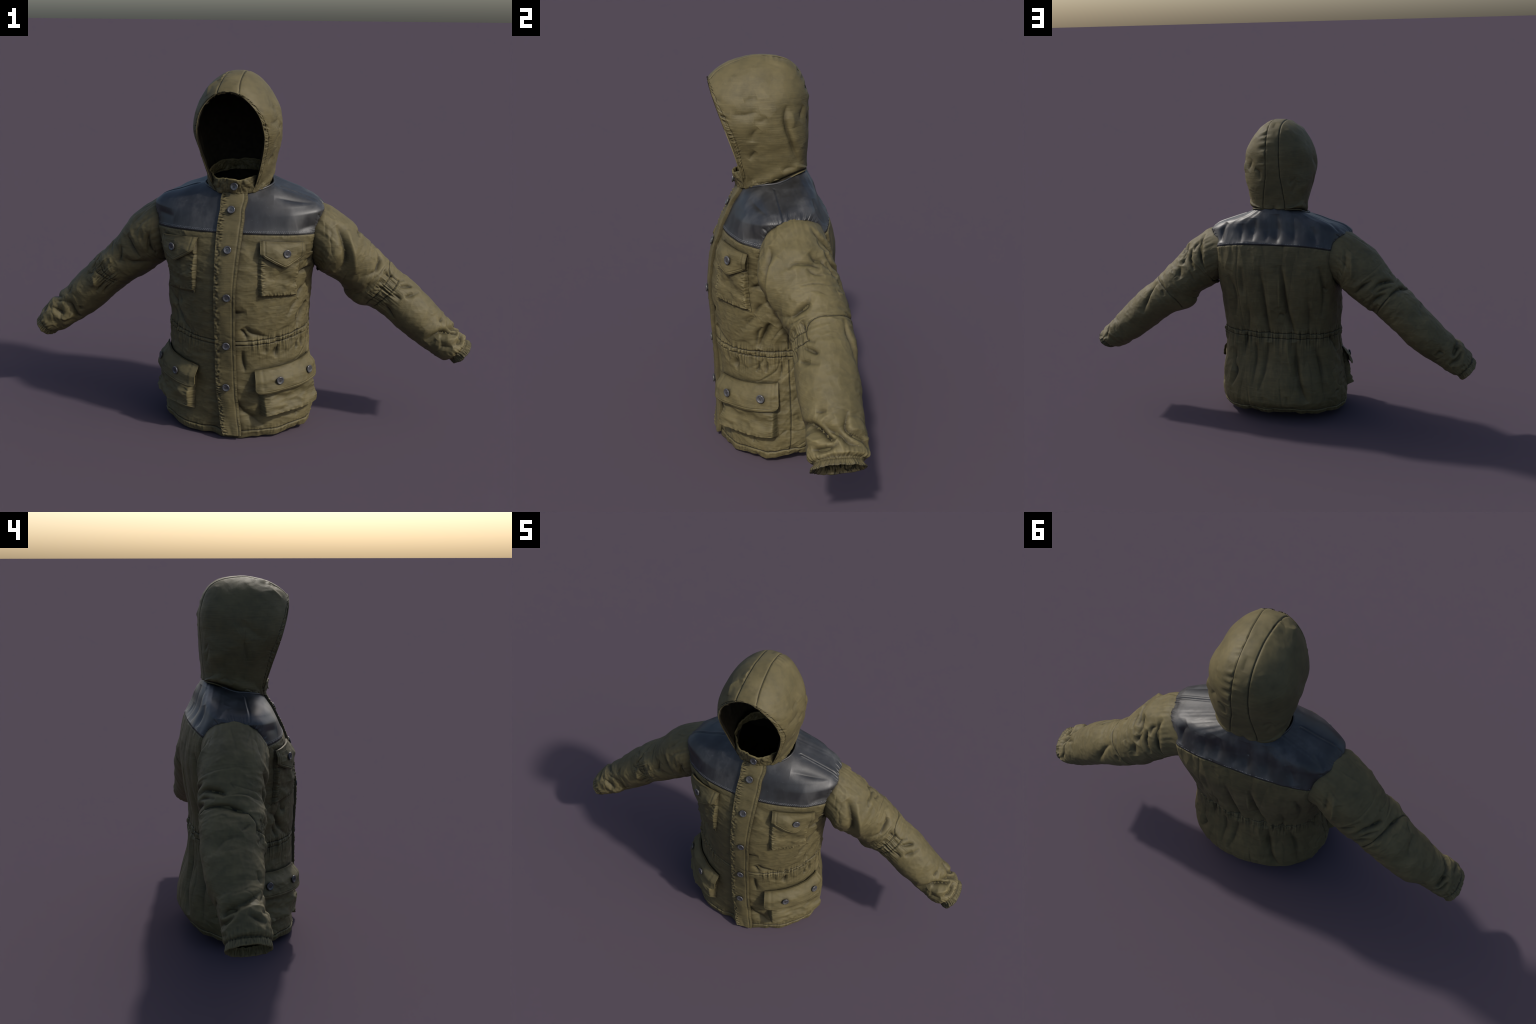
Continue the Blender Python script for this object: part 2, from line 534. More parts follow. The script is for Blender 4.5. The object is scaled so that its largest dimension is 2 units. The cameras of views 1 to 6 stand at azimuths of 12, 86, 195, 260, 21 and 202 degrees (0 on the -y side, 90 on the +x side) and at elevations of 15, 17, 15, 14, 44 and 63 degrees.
def on_ring(v, d0=-180, d1=180, P=None):
    """Points of the torso along one ring, between two angles."""
    i = int(np.argmin(np.abs(TV - v)))
    j = np.arange(int((d0 + 180) / 360 * NT), int((d1 + 180) / 360 * NT) + 1) % NT
    return (TORSO if P is None else P)[i, j], i, j


D = np.zeros_like(th)
YOKE_FOLDS = [(0.75 * a, 1.35 * b, c, d) for a, b, c, d in YOKE_FOLDS]   # leather folds more softly
BODY_FOLDS_BACK = [(1.0 * a, 1.2 * b, c, d) for a, b, c, d in BODY_FOLDS_BACK]
for mm, w, lean, line in BODY_FOLDS_FRONT + YOKE_FOLDS + BODY_FOLDS_BACK:
    D += fold(TORSO, TN, [on_torso(*q) for q in line], 2.2 * mm / 1000, w / 1000, lean)
Z = TORSO[..., 2]
leather_zone = smooth(V_YOKE - 0.005, V_YOKE + 0.005, vv)
back = smooth(0, 0.5, np.sin(th))
# soft unevenness, long upright pleats at the back, cross creases at the front
D += (1 - leather_zone) * 0.0040 * fbm(TORSO * 8.0, 3) + leather_zone * 0.0030 * perlin(TORSO * 7.0)
D += 0.0045 * crumple(TORSO * np.array([17, 17, 4.0]) + 3, 2) * back * (1 - 0.75 * leather_zone)
D += 0.0050 * crumple(TORSO * np.array([8, 8, 15.0]) + 40, 3) * (1 - back) * (1 - leather_zone)
flank = np.exp(-((np.abs(th) % pi - 0.15) / 0.5) ** 2) + np.exp(-((np.abs(th) - pi + 0.15) / 0.5) ** 2)
D += 0.0050 * np.clip(flank, 0, 1) * crumple(np.stack([TORSO[..., 0] * 9 + TORSO[..., 2] * 9, TORSO[..., 1] * 14, TORSO[..., 2] * 9 - TORSO[..., 1] * 9], -1) + 11, 2) * (1 - leather_zone)
D += leather_zone * 0.0045 * perlin(TORSO * np.array([11, 9, 5]) + 21) + leather_zone * back * 0.0022 * perlin(np.stack([th * 9, vv * 3, 0 * th + 0.6], -1))
cloth_zone = 1 - leather_zone
D += 0.0026 * cloth_zone * back * creases(TORSO * np.array([15, 8, 1.8]) + 5, 0.09, -0.05)
D += 0.0016 * cloth_zone * (1 - back) * creases(TORSO * np.array([4, 5, 13.0]) + 15, 0.06, 0.1)
D += 0.0028 * cloth_zone * np.clip(flank, 0, 1) * creases(np.stack([TORSO[..., 0] * 8 + TORSO[..., 2] * 9, TORSO[..., 1] * 9, TORSO[..., 2] * 9 - TORSO[..., 1] * 9], -1) + 25, 0.07, -0.2)
# cloth gathered by the waist cord
girth = np.cumsum(np.linalg.norm(np.diff(TORSO[np.argmin(np.abs(TV - 0.385))], axis=0, append=0), axis=1))
arc = np.broadcast_to(girth[None], th.shape)
front_gap = smooth(12, 34, np.abs(np.mod(thd0 := np.degrees(th), 360) - 270))
up = vv - 0.385
reach = np.where(up > 0, 0.030, 0.050)
g = perlin(np.stack([arc * 48, up * 9 + 4, 0 * arc], -1)) + 0.5 * perlin(np.stack([arc * 130, up * 12, 0 * arc + 9], -1))
D += 0.0155 * g * np.exp(-(up / reach) ** 2) * front_gap
# the drawn band itself stands slightly proud
D += 0.002 * smooth(0, 0.003, vv - V_WAIST_A) * smooth(0, 0.003, V_WAIST_B - vv)
# hem: stitched fold with small puckers
D += 0.0045 * perlin(np.stack([arc * 85, vv * 20, 0 * arc + 2], -1)) * np.exp(-((vv - 0.022) / 0.024) ** 2)
D += 0.003 * smooth(V_HEM + 0.001, V_HEM - 0.003, vv)
# grooves of the seams that follow the rings
for v0, dep in ((V_HEM, 0.003), (V_WAIST_A, 0.0028), (V_WAIST_B, 0.0028), (V_YOKE, 0.003)):
    i = int(np.argmin(np.abs(TV - v0)))
    dz = np.linalg.norm(TORSO - TORSO[i][None], axis=-1)
    D -= dep * np.exp(-(dz / 0.0035) ** 2)
    if v0 == V_YOKE:
        pk = perlin(np.stack([arc * 110, dz * 30, 0 * arc + 31], -1))
        D += 0.0028 * pk * np.exp(-(dz / 0.012) ** 2) * smooth(0, 0.004, dz)
        # leather laps over the cloth
        D += 0.0025 * leather_zone * np.exp(-(dz / 0.02) ** 2)
# side seams
SIDE = 3.0
SIDE_SEAMS = [[on_torso(a, z) for z in (5, 15, 25, 35, 42)] for a in (SIDE, 180 - SIDE)]
SIDE_SEAMS_UP = [[on_torso(a, z) for z in (47, 53, 58, 63)] for a in (SIDE, 180 - SIDE)]
for line in SIDE_SEAMS + SIDE_SEAMS_UP:
    D += seam(TORSO, TN, line, 0.0035, 0.004, 0.002, 0.02, 45)
# shoulder seams
for a in (0, 180):
    j = int(round((a + 180) / 360 * NT)) % NT
    i0 = int(np.argmin(np.abs(TV - 0.88)))
    d, t, sg = line_distance(TORSO, TORSO[i0::20, j], TN)
    D += 0.0022 * np.exp(-(d / 0.004) ** 2) - 0.0025 * np.exp(-((d - 0.009) / 0.004) ** 2) * (sg > 0)


# ---- the sleeves' smooth shapes are needed here for the armhole seam
# ------------------------------------------------------------------ sleeves
SLEEVES = {
    1: dict(
        x=[0.28, 0.345, 0.40, 0.46, 0.52, 0.58, 0.64, 0.70, 0.76, 0.82, 0.88, 0.915, 0.938, 0.948, 0.956, 0.968],
        y=[0.064, 0.052, 0.056, 0.078, 0.097, 0.112, 0.113, 0.110, 0.108, 0.110, 0.109, 0.108, 0.108, 0.105, 0.104, 0.102],
        z=[0.870, 0.846, 0.809, 0.753, 0.698, 0.641, 0.599, 0.556, 0.503, 0.449, 0.405, 0.382, 0.367, 0.362, 0.358, 0.350],
        a=[0.116, 0.134, 0.122, 0.114, 0.103, 0.102, 0.097, 0.098, 0.093, 0.085, 0.076, 0.073, 0.066, 0.054, 0.053, 0.055],
        b=[0.121, 0.132, 0.140, 0.129, 0.120, 0.108, 0.108, 0.104, 0.102, 0.096, 0.097, 0.098, 0.093, 0.082, 0.079, 0.089]),
    -1: dict(
        x=[0.28, 0.345, 0.40, 0.46, 0.52, 0.58, 0.64, 0.70, 0.76, 0.82, 0.88, 0.915, 0.938, 0.948, 0.956, 0.968],
        y=[0.064, 0.057, 0.070, 0.084, 0.094, 0.100, 0.109, 0.118, 0.118, 0.112, 0.107, 0.105, 0.103, 0.103, 0.103, 0.103],
        z=[0.870, 0.846, 0.805, 0.748, 0.695, 0.648, 0.597, 0.539, 0.482, 0.432, 0.386, 0.358, 0.338, 0.330, 0.324, 0.310],
        a=[0.116, 0.134, 0.123, 0.117, 0.106, 0.096, 0.095, 0.095, 0.091, 0.083, 0.079, 0.073, 0.064, 0.054, 0.053, 0.053],
        b=[0.121, 0.132, 0.138, 0.132, 0.126, 0.126, 0.119, 0.113, 0.107, 0.094, 0.086, 0.086, 0.085, 0.080, 0.078, 0.081]),
}
NS, NA = 340, 300
CUFF_FROM = 0.0


def sleeve_surface(side):
    q = SLEEVES[side]
    ctl = np.stack([np.array(q["x"]) * side, q["y"], q["z"], q["a"], q["b"]], 1)
    # arc length through the stations, denser where they are close
    L = np.concatenate([[0], np.cumsum(np.linalg.norm(np.diff(ctl[:, :3], axis=0), axis=1))])
    s = np.linspace(0, L[-1], NS)
    d = pchip(L, ctl, s)
    C = d[:, :3]
    k = np.ones(9) / 9
    pad = np.vstack([np.repeat(C[:1], 12, 0), C, np.repeat(C[-1:], 12, 0)])
    T = np.gradient(C, axis=0)
    Tp = np.vstack([np.repeat(T[:1], 12, 0), T, np.repeat(T[-1:], 12, 0)])
    T = unit(np.stack([np.convolve(Tp[:, i], np.ones(25) / 25, "valid") for i in range(3)], 1))
    hole = unit(np.array([side * 0.98, 0.19, -0.12]))
    w = smooth(0.06, 0.20, s)[:, None]
    T = unit(hole * (1 - w) + T * w)
    w = smooth(L[-1] - 0.13, L[-1] - 0.02, s)[:, None]
    T = unit(T * (1 - w) + np.array([side * 0.73, 0.0, -0.68]) * w)
    B = np.array([0, 1.0, 0]) - T * T[:, 1:2]
    B = unit(B)
    U = np.cross(T, B)
    U *= np.sign(U[:, 2:3])
    ang = np.linspace(0, 2 * pi, NA, endpoint=False)
    P = C[:, None] + np.cos(ang)[None, :, None] * U[:, None] * d[:, 3][:, None, None] + np.sin(ang)[None, :, None] * B[:, None] * d[:, 4][:, None, None]
    return P, C, s, L, ang




from mathutils.kdtree import KDTree


def armhole(side):
    """Signed distance of torso points to the smooth sleeve, and angle round it."""
    P, C, s_, L_, ang_ = sleeve_surface(side)
    rows = P[:110:2, ::2]
    nn = grid_normals(P, True, C[:, None])[:110:2, ::2].reshape(-1, 3)
    flat = rows.reshape(-1, 3)
    kd = KDTree(len(flat))
    for k, q in enumerate(flat):
        kd.insert(q, k)
    kd.balance()
    sel = np.nonzero((side * TORSO[..., 0] > 0.2) & (Z > 0.62))
    pts = TORSO[sel]
    k = np.array([kd.find(q)[1] for q in pts])
    dist = np.sum((pts - flat[k]) * nn[k], axis=1)
    return sel, dist, (k % rows.shape[1]) / rows.shape[1] * 2 * pi


ARM = {}
for side in (1, -1):
    sel, dist, a = armhole(side)
    ARM[side] = (sel, dist, a)
    u = a * 0.14
    r = perlin(np.stack([u * 95, dist * 25, 0 * u + 3 * side], -1)) + 0.4 * perlin(np.stack([u * 190, dist * 40, 0 * u + 8], -1))
    out = np.maximum(dist, 0) + 0.05 * smooth(0.315, 0.27, np.abs(TORSO[..., 0][sel]))
    D[sel] -= 0.006 * np.exp(-(out / 0.022) ** 2) * (Z[sel] > 0.8)
    D[sel] += 0.0065 * r * np.exp(-(out / 0.018) ** 2) * smooth(0, 0.006, out)
    D[sel] -= 0.004 * np.exp(-(dist / 0.005) ** 2) * smooth(0.27, 0.315, np.abs(TORSO[..., 0][sel]))

TORSO_P = TORSO + TN * D[..., None]
# the hem hangs unevenly
sag = fbm(np.stack([np.cos(th) * 2.2, np.sin(th) * 2.2, 0 * th + 6], -1), 3)
TORSO_P[..., 2] += (0.006 + 0.016 * sag) * np.exp(-(vv / 0.05) ** 2) * (1 - np.exp(-((np.mod(np.degrees(th), 360) - 270) / 20) ** 2))
TORSO_P += TN * (0.012 * np.exp(-(vv / 0.05) ** 2) * fbm(np.stack([np.cos(th) * 3.1, np.sin(th) * 3.1, 0 * th + 16], -1), 2))[..., None]
# the right front lies behind the placket, leaving a slit at the hem
deg = np.mod(np.degrees(th), 360)
TORSO_P -= TN * (0.014 * np.exp(-((deg - 260) / 5) ** 2) * np.exp(-(vv / 0.10) ** 2))[..., None]
TORSO_P[..., 2] += 0.008 * np.exp(-((deg - 258) / 8) ** 2) * np.exp(-(vv / 0.04) ** 2)
TORSO_P[..., 2] = np.maximum(TORSO_P[..., 2], 0.0)


TNS = TN


def torso_at(th_, v_):
    """Displaced torso point and normal by bilinear lookup."""
    i = np.interp(v_, TV, np.arange(len(TV)))
    j = (th_ - TT[0]) / (2 * pi) * NT
    i0 = np.clip(np.floor(i).astype(int), 0, len(TV) - 2)
    j0 = np.floor(j).astype(int)
    fi, fj = (i - i0)[..., None], (j - j0)[..., None]
    out = []
    for A in (TORSO_P, TNS):
        a, b = A[i0, j0 % NT], A[i0, (j0 + 1) % NT]
        c, d = A[i0 + 1, j0 % NT], A[i0 + 1, (j0 + 1) % NT]
        out.append((a * (1 - fj) + b * fj) * (1 - fi) + (c * (1 - fj) + d * fj) * fi)
    return out[0], unit(out[1])




def locate(p):
    """(theta, v) of the torso grid point nearest to p."""
    d = np.sum((TORSO - np.asarray(p)) ** 2, -1)
    i, j = np.unravel_index(d.argmin(), d.shape)
    return np.array([TT[j], TV[i]])


def torso_part(name, mask, mat):
    """Faces of the torso grid whose lower left corner is in mask."""
    rows = len(TV)
    f = grid_faces(rows, NT, True)
    m = mask[:-1].reshape(-1)
    return add_object(name, TORSO_P, f[m], mat, normals=TNF)


thd = np.degrees(th)
TNF = grid_normals(TORSO_P, True, np.stack([0 * th, 0 * th, TORSO[..., 2]], -1))
below = vv < V_YOKE - 1e-9
hem_m = vv < V_HEM - 1e-9
waist_m = (vv >= V_WAIST_A - 1e-9) & (vv < V_WAIST_B - 1e-9)
back_m = (thd > SIDE) & (thd < 180 - SIDE)
left_m = (~back_m) & (np.abs(thd) < 90)
cloth = below & ~hem_m & ~waist_m
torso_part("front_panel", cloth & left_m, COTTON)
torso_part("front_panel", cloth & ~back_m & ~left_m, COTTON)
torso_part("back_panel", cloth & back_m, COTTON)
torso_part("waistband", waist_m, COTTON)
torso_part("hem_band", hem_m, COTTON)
torso_part("yoke_front", ~below & (thd < 0) & left_m, LEATHER)
torso_part("yoke_front", ~below & (thd < 0) & ~left_m, LEATHER)
torso_part("yoke_back", ~below & (thd >= 0), LEATHER)
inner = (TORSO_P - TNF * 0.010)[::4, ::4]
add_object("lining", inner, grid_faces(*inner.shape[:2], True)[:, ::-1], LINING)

# ------------------------------------------------------------------ sleeves
# Folds: height mm, width mm, lean, line as (cm along the arm, degrees round it: 0 top, 90 back).
SLEEVE_FOLDS = {
    1: [
        (-19, 20, 0, ((11.1, -43), (13.2, -48), (15.1, -60), (17.2, -76), (18.8, -94), (18.2, -118))),
        (11, 22, 0, ((14.5, -32), (16.1, -52), (20.1, -71), (26.7, -90))),
        (-5, 12, 0, ((31.2, -12), (32, -29), (33, -58))),
        (-6, 8, 0, ((39.3, -100), (42, -86))),
        (-6, 8, 0, ((38.8, -86), (43.6, -74))),
        (-7, 8, 0, ((37.5, -68), (42, -66))),
        (-7, 9, 0, ((36.2, -38), (42.5, -42))),
        (-4, 8, 0, ((48.3, -48), (50.7, -34), (52.6, -16))),
        (-4, 8, 0, ((46.5, -37), (48.3, -20))),
        (-4, 10, 0, ((52.6, -62), (54.4, -43), (55.7, -17))),
        (-7, 12, 0, ((47.5, -72), (50.4, -72), (52.3, -73))),
        (-7, 10, 0, ((47.3, -107), (51.8, -118), (55.5, -126))),
        (-9, 12, 0.3, ((70.8, -113), (72.1, -79), (74.5, -48), (80.5, -6))),
        (-6, 10, 0, ((73.4, -115), (74.2, -85))),
        (-7, 9, 0, ((81.9, -61), (82.4, -37), (82.7, -10))),
        (-6, 12, 0, ((77.1, -97), (81.3, -74))),
        (5, 16, 0, ((76.6, -82), (79, -56), (81.6, -28))),
        (-4, 8, 0, ((70.5, -40), (71.3, -17))),
        (-6, 10, 0, ((18, -25), (17.4, -14), (18, 0), (18.8, 16), (20.3, 25))),
        (-9, 14, 0, ((15.8, 12), (17.2, 20), (18.2, 34), (20.9, 43))),
        (-4, 9, 0, ((19.5, 1), (21.9, 10), (23.5, 26))),
        (-7, 12, 0, ((28.8, -91), (32.5, -58), (32.5, -35), (31.7, -18), (28.5, -5))),
    ] + [
        (-7, 10, 0, ((11.6, 36), (13.5, 38), (14.5, 53))),
        (-7, 12, 0, ((18.2, 42), (21.4, 50), (23.5, 58))),
        (-6, 9, 0, ((36.7, -46), (40.4, -41), (43.3, -40))),
        (5, 14, 0, ((37.2, -40), (41.5, -44))),
        (-9, 14, 0.3, ((38.6, 42), (43.6, 46), (47.3, 61), (50.7, 77), (54.7, 95))),
        (-11, 14, 0.4, ((74.5, -29), (77.1, -14), (79, 7), (81.6, 24), (82.4, 60))),
        (-9, 12, 0.3, ((73.2, -65), (76.3, -37), (79.2, -18), (80.3, -5))),
        (-7, 12, 0, ((81.1, -72), (82.7, -41), (82.1, -13), (81.3, 0))),
        (-3, 8, 0, ((70.5, -41), (71, -22), (70.5, -5))),
        (-4, 8, 0, ((47.5, -50), (50.7, -28), (52.3, -19))),
        (-4, 9, 0, ((52.8, -61), (53.9, -36))),
        (-13, 12, 0.3, ((9, 25), (10.8, 37), (11.9, 64), (12.7, 88), (12.9, 113))),
        (-10, 10, 0.3, ((14.8, 41), (16.6, 53), (18, 62), (19, 79), (20.1, 94))),
        (-7, 14, 0, ((24, 58), (26.9, 70), (27.7, 85))),
        (-4, 7, 0, ((29, 42), (29.8, 71))),
        (-5, 8, 0, ((21.9, 83), (23.8, 115))),
        (-10, 10, 0.4, ((71.3, 24), (77.9, 18), (80.3, 59), (82.1, 82))),
        (-5, 10, 0, ((38.6, 68), (39.3, 88))),
        (6, 22, 0, ((30.1, 41), (29.3, 67))),
    ],
    -1: [
        (-9, 12, 0, ((9.2, -83), (9.8, -100), (10.9, -119), (9, -136))),
        (6, 15, 0, ((7.1, -64), (6.5, -88), (6, -107))),
        (-9, 14, 0, ((19, -52), (19.8, -70), (20.7, -90), (21.5, -109))),
        (-8, 13, 0, ((25.8, -56), (28.3, -73), (32.6, -86))),
        (5, 15, 0, ((25.5, -67), (30.2, -89))),
        (-7, 15, 0, ((27.4, -86), (26.6, -107), (23.9, -121), (20.7, -137))),
        (5, 16, 0, ((34.8, -64), (35.6, -77))),
        (-7, 12, 0, ((39.9, -56), (40.5, -82))),
        (-5, 8, 0, ((47.3, -47), (43.8, -43))),
        (-5, 9, 0, ((50.8, -49), (46.2, -65))),
        (-6, 9, 0, ((52.7, -108), (47, -107), (44, -108))),
        (-5, 9, 0, ((51.4, -127), (45.1, -121))),
        (6, 20, 0, ((47, -77), (50.8, -96))),
        (-10, 14, 0.3, ((71.2, -61), (69.3, -86), (70.1, -110), (71.2, -137), (70.9, -152))),
        (-9, 10, 0, ((78.3, -52), (76.4, -78), (75.3, -103))),
        (-5, 8, 0, ((79.6, -37), (78.8, -64))),
        (-6, 10, 0, ((75.3, -43), (70.9, -66))),
        (-7, 10, 0, ((66, -108), (67.7, -125))),
        (5, 14, 0, ((79.9, -85), (75.3, -116), (71.2, -120))),
        (-5, 10, 0, ((68.5, -53), (63, -41))),
    ] + [
        (-5, 12, 0, ((28.8, 60), (30.4, 29), (33.2, 14))),
        (-9, 14, 0.4, ((35.9, 62), (36.4, 37), (37.2, 10), (39.1, -11), (40.2, -24))),
        (-4, 10, 0, ((27.4, 7), (30.4, -1))),
        (-5, 8, 0, ((47.3, -11), (44.3, -28))),
        (-6, 9, 0, ((44.6, -50), (47.8, -56))),
        (-5, 20, 0, ((55.4, 42), (51.6, 25), (49.7, 2), (49.2, -17))),
        (-8, 14, 0.3, ((75.3, 43), (76.1, 7), (74.5, -20), (71.2, -50))),
        (-8, 12, 0, ((77.7, 68), (76.9, 46), (77.5, 19))),
        (-7, 12, 0, ((80.2, 1), (81.5, -23), (82.9, -49))),
        (-4, 12, 0, ((9, 49), (11.1, 72), (13, 104))),
        (4, 12, 0, ((11.4, 46), (14.9, 76), (17.7, 101))),
        (-7, 10, 0.3, ((23.6, 122), (23.6, 92), (24.5, 64))),
        (-7, 12, 0.3, ((28.3, 85), (28, 59), (30.2, 34), (33.4, 10))),
        (-5, 9, 0, ((30.2, 80), (31.5, 58), (34, 34))),
        (-8, 12, 0.3, ((31.5, 122), (31.8, 88), (34, 59))),
        (-7, 10, 0, ((34, 144), (34.8, 98))),
        (-7, 10, 0, ((70.7, 110), (70.9, 88), (73.1, 79))),
        (-9, 11, 0, ((77.2, 76), (77.2, 37), (78.3, 13))),
        (-8, 11, 0, ((78.8, 106), (80.4, 62), (79.9, 30))),
    ],
}
# the two stitched lines of the gathered elbow tape, and the seam that runs on round the back
ELBOW = {
    1: [((42.5, -36), (42.3, -68), (42.0, -108), (41.5, -140)), ((46.6, -34), (46.7, -67), (45.7, -106), (45, -140)),
        ((46.0, -36), (41.5, -34), (38.8, -20), (38.0, -4), (38.3, 20), (37.5, 50), (37.0, 90), (37.2, 128), (38.3, 155))],
    -1: [((41.0, -50), (42.0, -77), (41.2, -96), (40.3, -125)), ((45.0, -45), (44.8, -70), (43.8, -91), (42.4, -125)),
         ((44.5, -44), (41, -30), (39.1, -11), (37.2, 10), (36.4, 37), (35.9, 62), (36, 100), (37, 140))],
}
SEAM_BAG = Bag()


def build_sleeve(side):
    P, C, s, L, ang = sleeve_surface(side)
    N = grid_normals(P, True, C[:, None])
    cuff_s = L[-3]
    k = int(np.searchsorted(s, cuff_s))

    def at(cm, deg):
        i = int(round(np.interp(cm / 100, s, np.arange(NS))))
        return i, int(round(deg / 360 * NA)) % NA

    def line_on(G, pts, m=60):
        q = spline(pts, m)
        i = np.interp(q[:, 0] / 100, s, np.arange(NS)).round().astype(int)
        j = np.round(q[:, 1] / 360 * NA).astype(int) % NA
        return G[i, j]

    D = np.zeros((NS, NA))
    for mm, w, lean, pts in SLEEVE_FOLDS[side]:
        D += fold(P, N, [P[at(*q)] for q in pts], 2.7 * mm / (1 + abs(mm) / 25) / 1000, 1.05 * w / 1000, lean)
    S_ = np.broadcast_to(s[:, None], D.shape)
    A_ = np.broadcast_to(ang[None], D.shape)
    rnd = P + 5.0 * side
    D += 0.009 * fbm(rnd * 7.0, 2)
    # crumples that run across the arm, stronger near the elbow and the wrist
    along = np.stack([S_ * 22, np.cos(A_ + S_ * 3) * 1.0, np.sin(A_ + S_ * 3) * 1.0 + 7 * side], -1)
    D += 0.0035 * crumple(rnd * np.array([9, 14, 9.0]) + 60, 3)
    D += (0.0022 + 0.0035 * np.exp(-((S_ - 0.36) / 0.09) ** 2) + 0.0045 * np.exp(-((S_ - 0.78) / 0.07) ** 2) + 0.0035 * np.exp(-((S_ - 0.14) / 0.08) ** 2)) * crumple(along, 2)
    fade = smooth(0.03, 0.13, S_)
    if side == 1:
        for cm, dg, amp, wd in ((35.5, 175, 0.030, 0.055), (38.0, -150, 0.022, 0.045), (13, 175, 0.012, 0.05)):
            c = P[at(cm, dg)]
            D += amp * np.exp(-(np.linalg.norm(P - c, axis=-1) / wd) ** 2)
    D += (0.0010 + 0.0030 * np.exp(-((S_ - 0.31) / 0.08) ** 2)) * creases(np.stack([S_ * 20, np.cos(A_ + S_ * 2.5) * 0.7, np.sin(A_ + S_ * 2.5) * 0.7 + 3 * side], -1), 0.10, 0.0)
    D += 0.003 * np.exp(-((S_ - 0.775) / 0.06) ** 2) * creases(np.stack([S_ * 22, np.cos(A_ + S_ * 6) * 0.9, np.sin(A_ + S_ * 6) * 0.9 + 9 * side], -1), 0.10, -0.1)
    D += 0.003 * np.exp(-((S_ - 0.09) / 0.05) ** 2) * creases(np.stack([S_ * 14, np.cos(A_) * 2.2, np.sin(A_) * 2.2 + 15 * side], -1), 0.08, -0.1)
    D *= fade
    # elbow tape: gathered cloth between and beside its two lines
    deg = np.degrees(A_)
    deg = np.where(deg > 180, deg - 360, deg)
    mid, lo, hi = (0.444, -118, -46) if side == 1 else (0.430, -118, -56)
    zone = smooth(lo - 22, lo + 6, deg) * smooth(hi + 16, hi - 6, deg)
    rip = perlin(np.stack([A_ * 11.5, (S_ - mid) * 10, 0 * A_ + side], -1)) + 0.5 * perlin(np.stack([A_ * 24, S_ * 14, 0 * A_ + 4], -1))
    D += zone * (np.exp(-((S_ - mid) / 0.055) ** 2) * 0.010 * rip - 0.008 * np.exp(-((S_ - mid) / 0.03) ** 2))
    for q in ELBOW[side]:
        D += seam(P, N, line_on(P, q, 12), 0.0040, 0.004)
    # armhole: cloth pulled into the seam
    near = np.exp(-((S_ - 0.085) / 0.05) ** 2)
    D += 0.004 * near * perlin(np.stack([A_ * 7, S_ * 9, 0 * A_ + 12 + side], -1))
    # gathers above the cuff, then the elastic cuff itself
    w = S_ - cuff_s
    e = perlin(np.stack([A_ * 7.0, S_ * 30, 0 * A_ + 20 + side], -1))
    e2 = perlin(np.stack([A_ * 8.0, S_ * 25, 0 * A_ + 30 + side], -1)) + 0.5 * perlin(np.stack([A_ * 26.0, S_ * 50, 0 * A_ + 33], -1))
    D += np.where(w < 0, 0.006 * e * np.exp(-(w / 0.03) ** 2), 0.0050 * e2)
    D -= 0.004 * np.exp(-((w - 0.002) / 0.004) ** 2)
    Pd = P + N * D[..., None]
    ax = unit(C[-1] - C[-6])
    Pd = Pd + ax * (0.005 * smooth(0, 0.03, w) * fbm(np.stack([np.cos(A_) * 2.2, np.sin(A_) * 2.2, 0 * A_ + side * 4], -1), 3))[..., None]
    Nd = grid_normals(Pd, True, C[:, None])
    for q in ELBOW[side]:
        q = line_on(Pd, q), line_on(Nd, q)
        SEAM_BAG.add(*strip_tube(q[0] + q[1] * 0.0002, q[1], 0.0008))
    Nf = grid_normals(Pd, True, C[:, None])
    f = grid_faces(NS, NA, True)
    rowi = np.repeat(np.arange(NS - 1), NA)
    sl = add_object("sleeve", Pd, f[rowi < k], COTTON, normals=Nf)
    # cuff: outer wall, rolled edge and inside
    inn = Pd - Nf * 0.006
    m = NS - k
    edge = np.stack([Pd[-1] + (Pd[-1] - Pd[-2]) * a - Nf[-1] * b for a, b in ((0.8, 0.0015), (1.2, 0.003), (0.8, 0.0045))])
    shell = np.concatenate([Pd[k:], edge, inn[k:][::-1]])
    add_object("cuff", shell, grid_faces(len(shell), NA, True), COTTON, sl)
    deep = np.concatenate([inn[:k:6, ::4], inn[k:k + 1, ::4]])
    add_object("sleeve_lining", deep, grid_faces(len(deep), NA // 4, True)[:, ::-1], INSIDE, sl)
    return sl


for side in (1, -1):
    build_sleeve(side)

# ------------------------------------------------------------------ seam shadow tubes and stitching on the body
for v0 in (V_HEM, V_WAIST_A, V_WAIST_B):
    q, i, j = on_ring(v0, P=TORSO_P)
    q = np.vstack([q, q[:1]])
    n = np.vstack([TNF[i, j], TNF[i, j[:1]]])
    SEAM_BAG.add(*strip_tube(q, n, 0.0012))
for line in SIDE_SEAMS + SIDE_SEAMS_UP:
    q = spline([locate(p) for p in line], 80)
    p, n = torso_at(q[:, 0], q[:, 1])
    SEAM_BAG.add(*strip_tube(p, n, 0.0012))
q, i, j = on_ring(V_YOKE, P=TORSO_P)
SEAM_BAG.add(*strip_tube(np.vstack([q, q[:1]]), np.vstack([TNF[i, j], TNF[i, j[:1]]]), 0.0012))
SEAM_BAG.make("modelled_seam_shadows", SEAM_DARK)

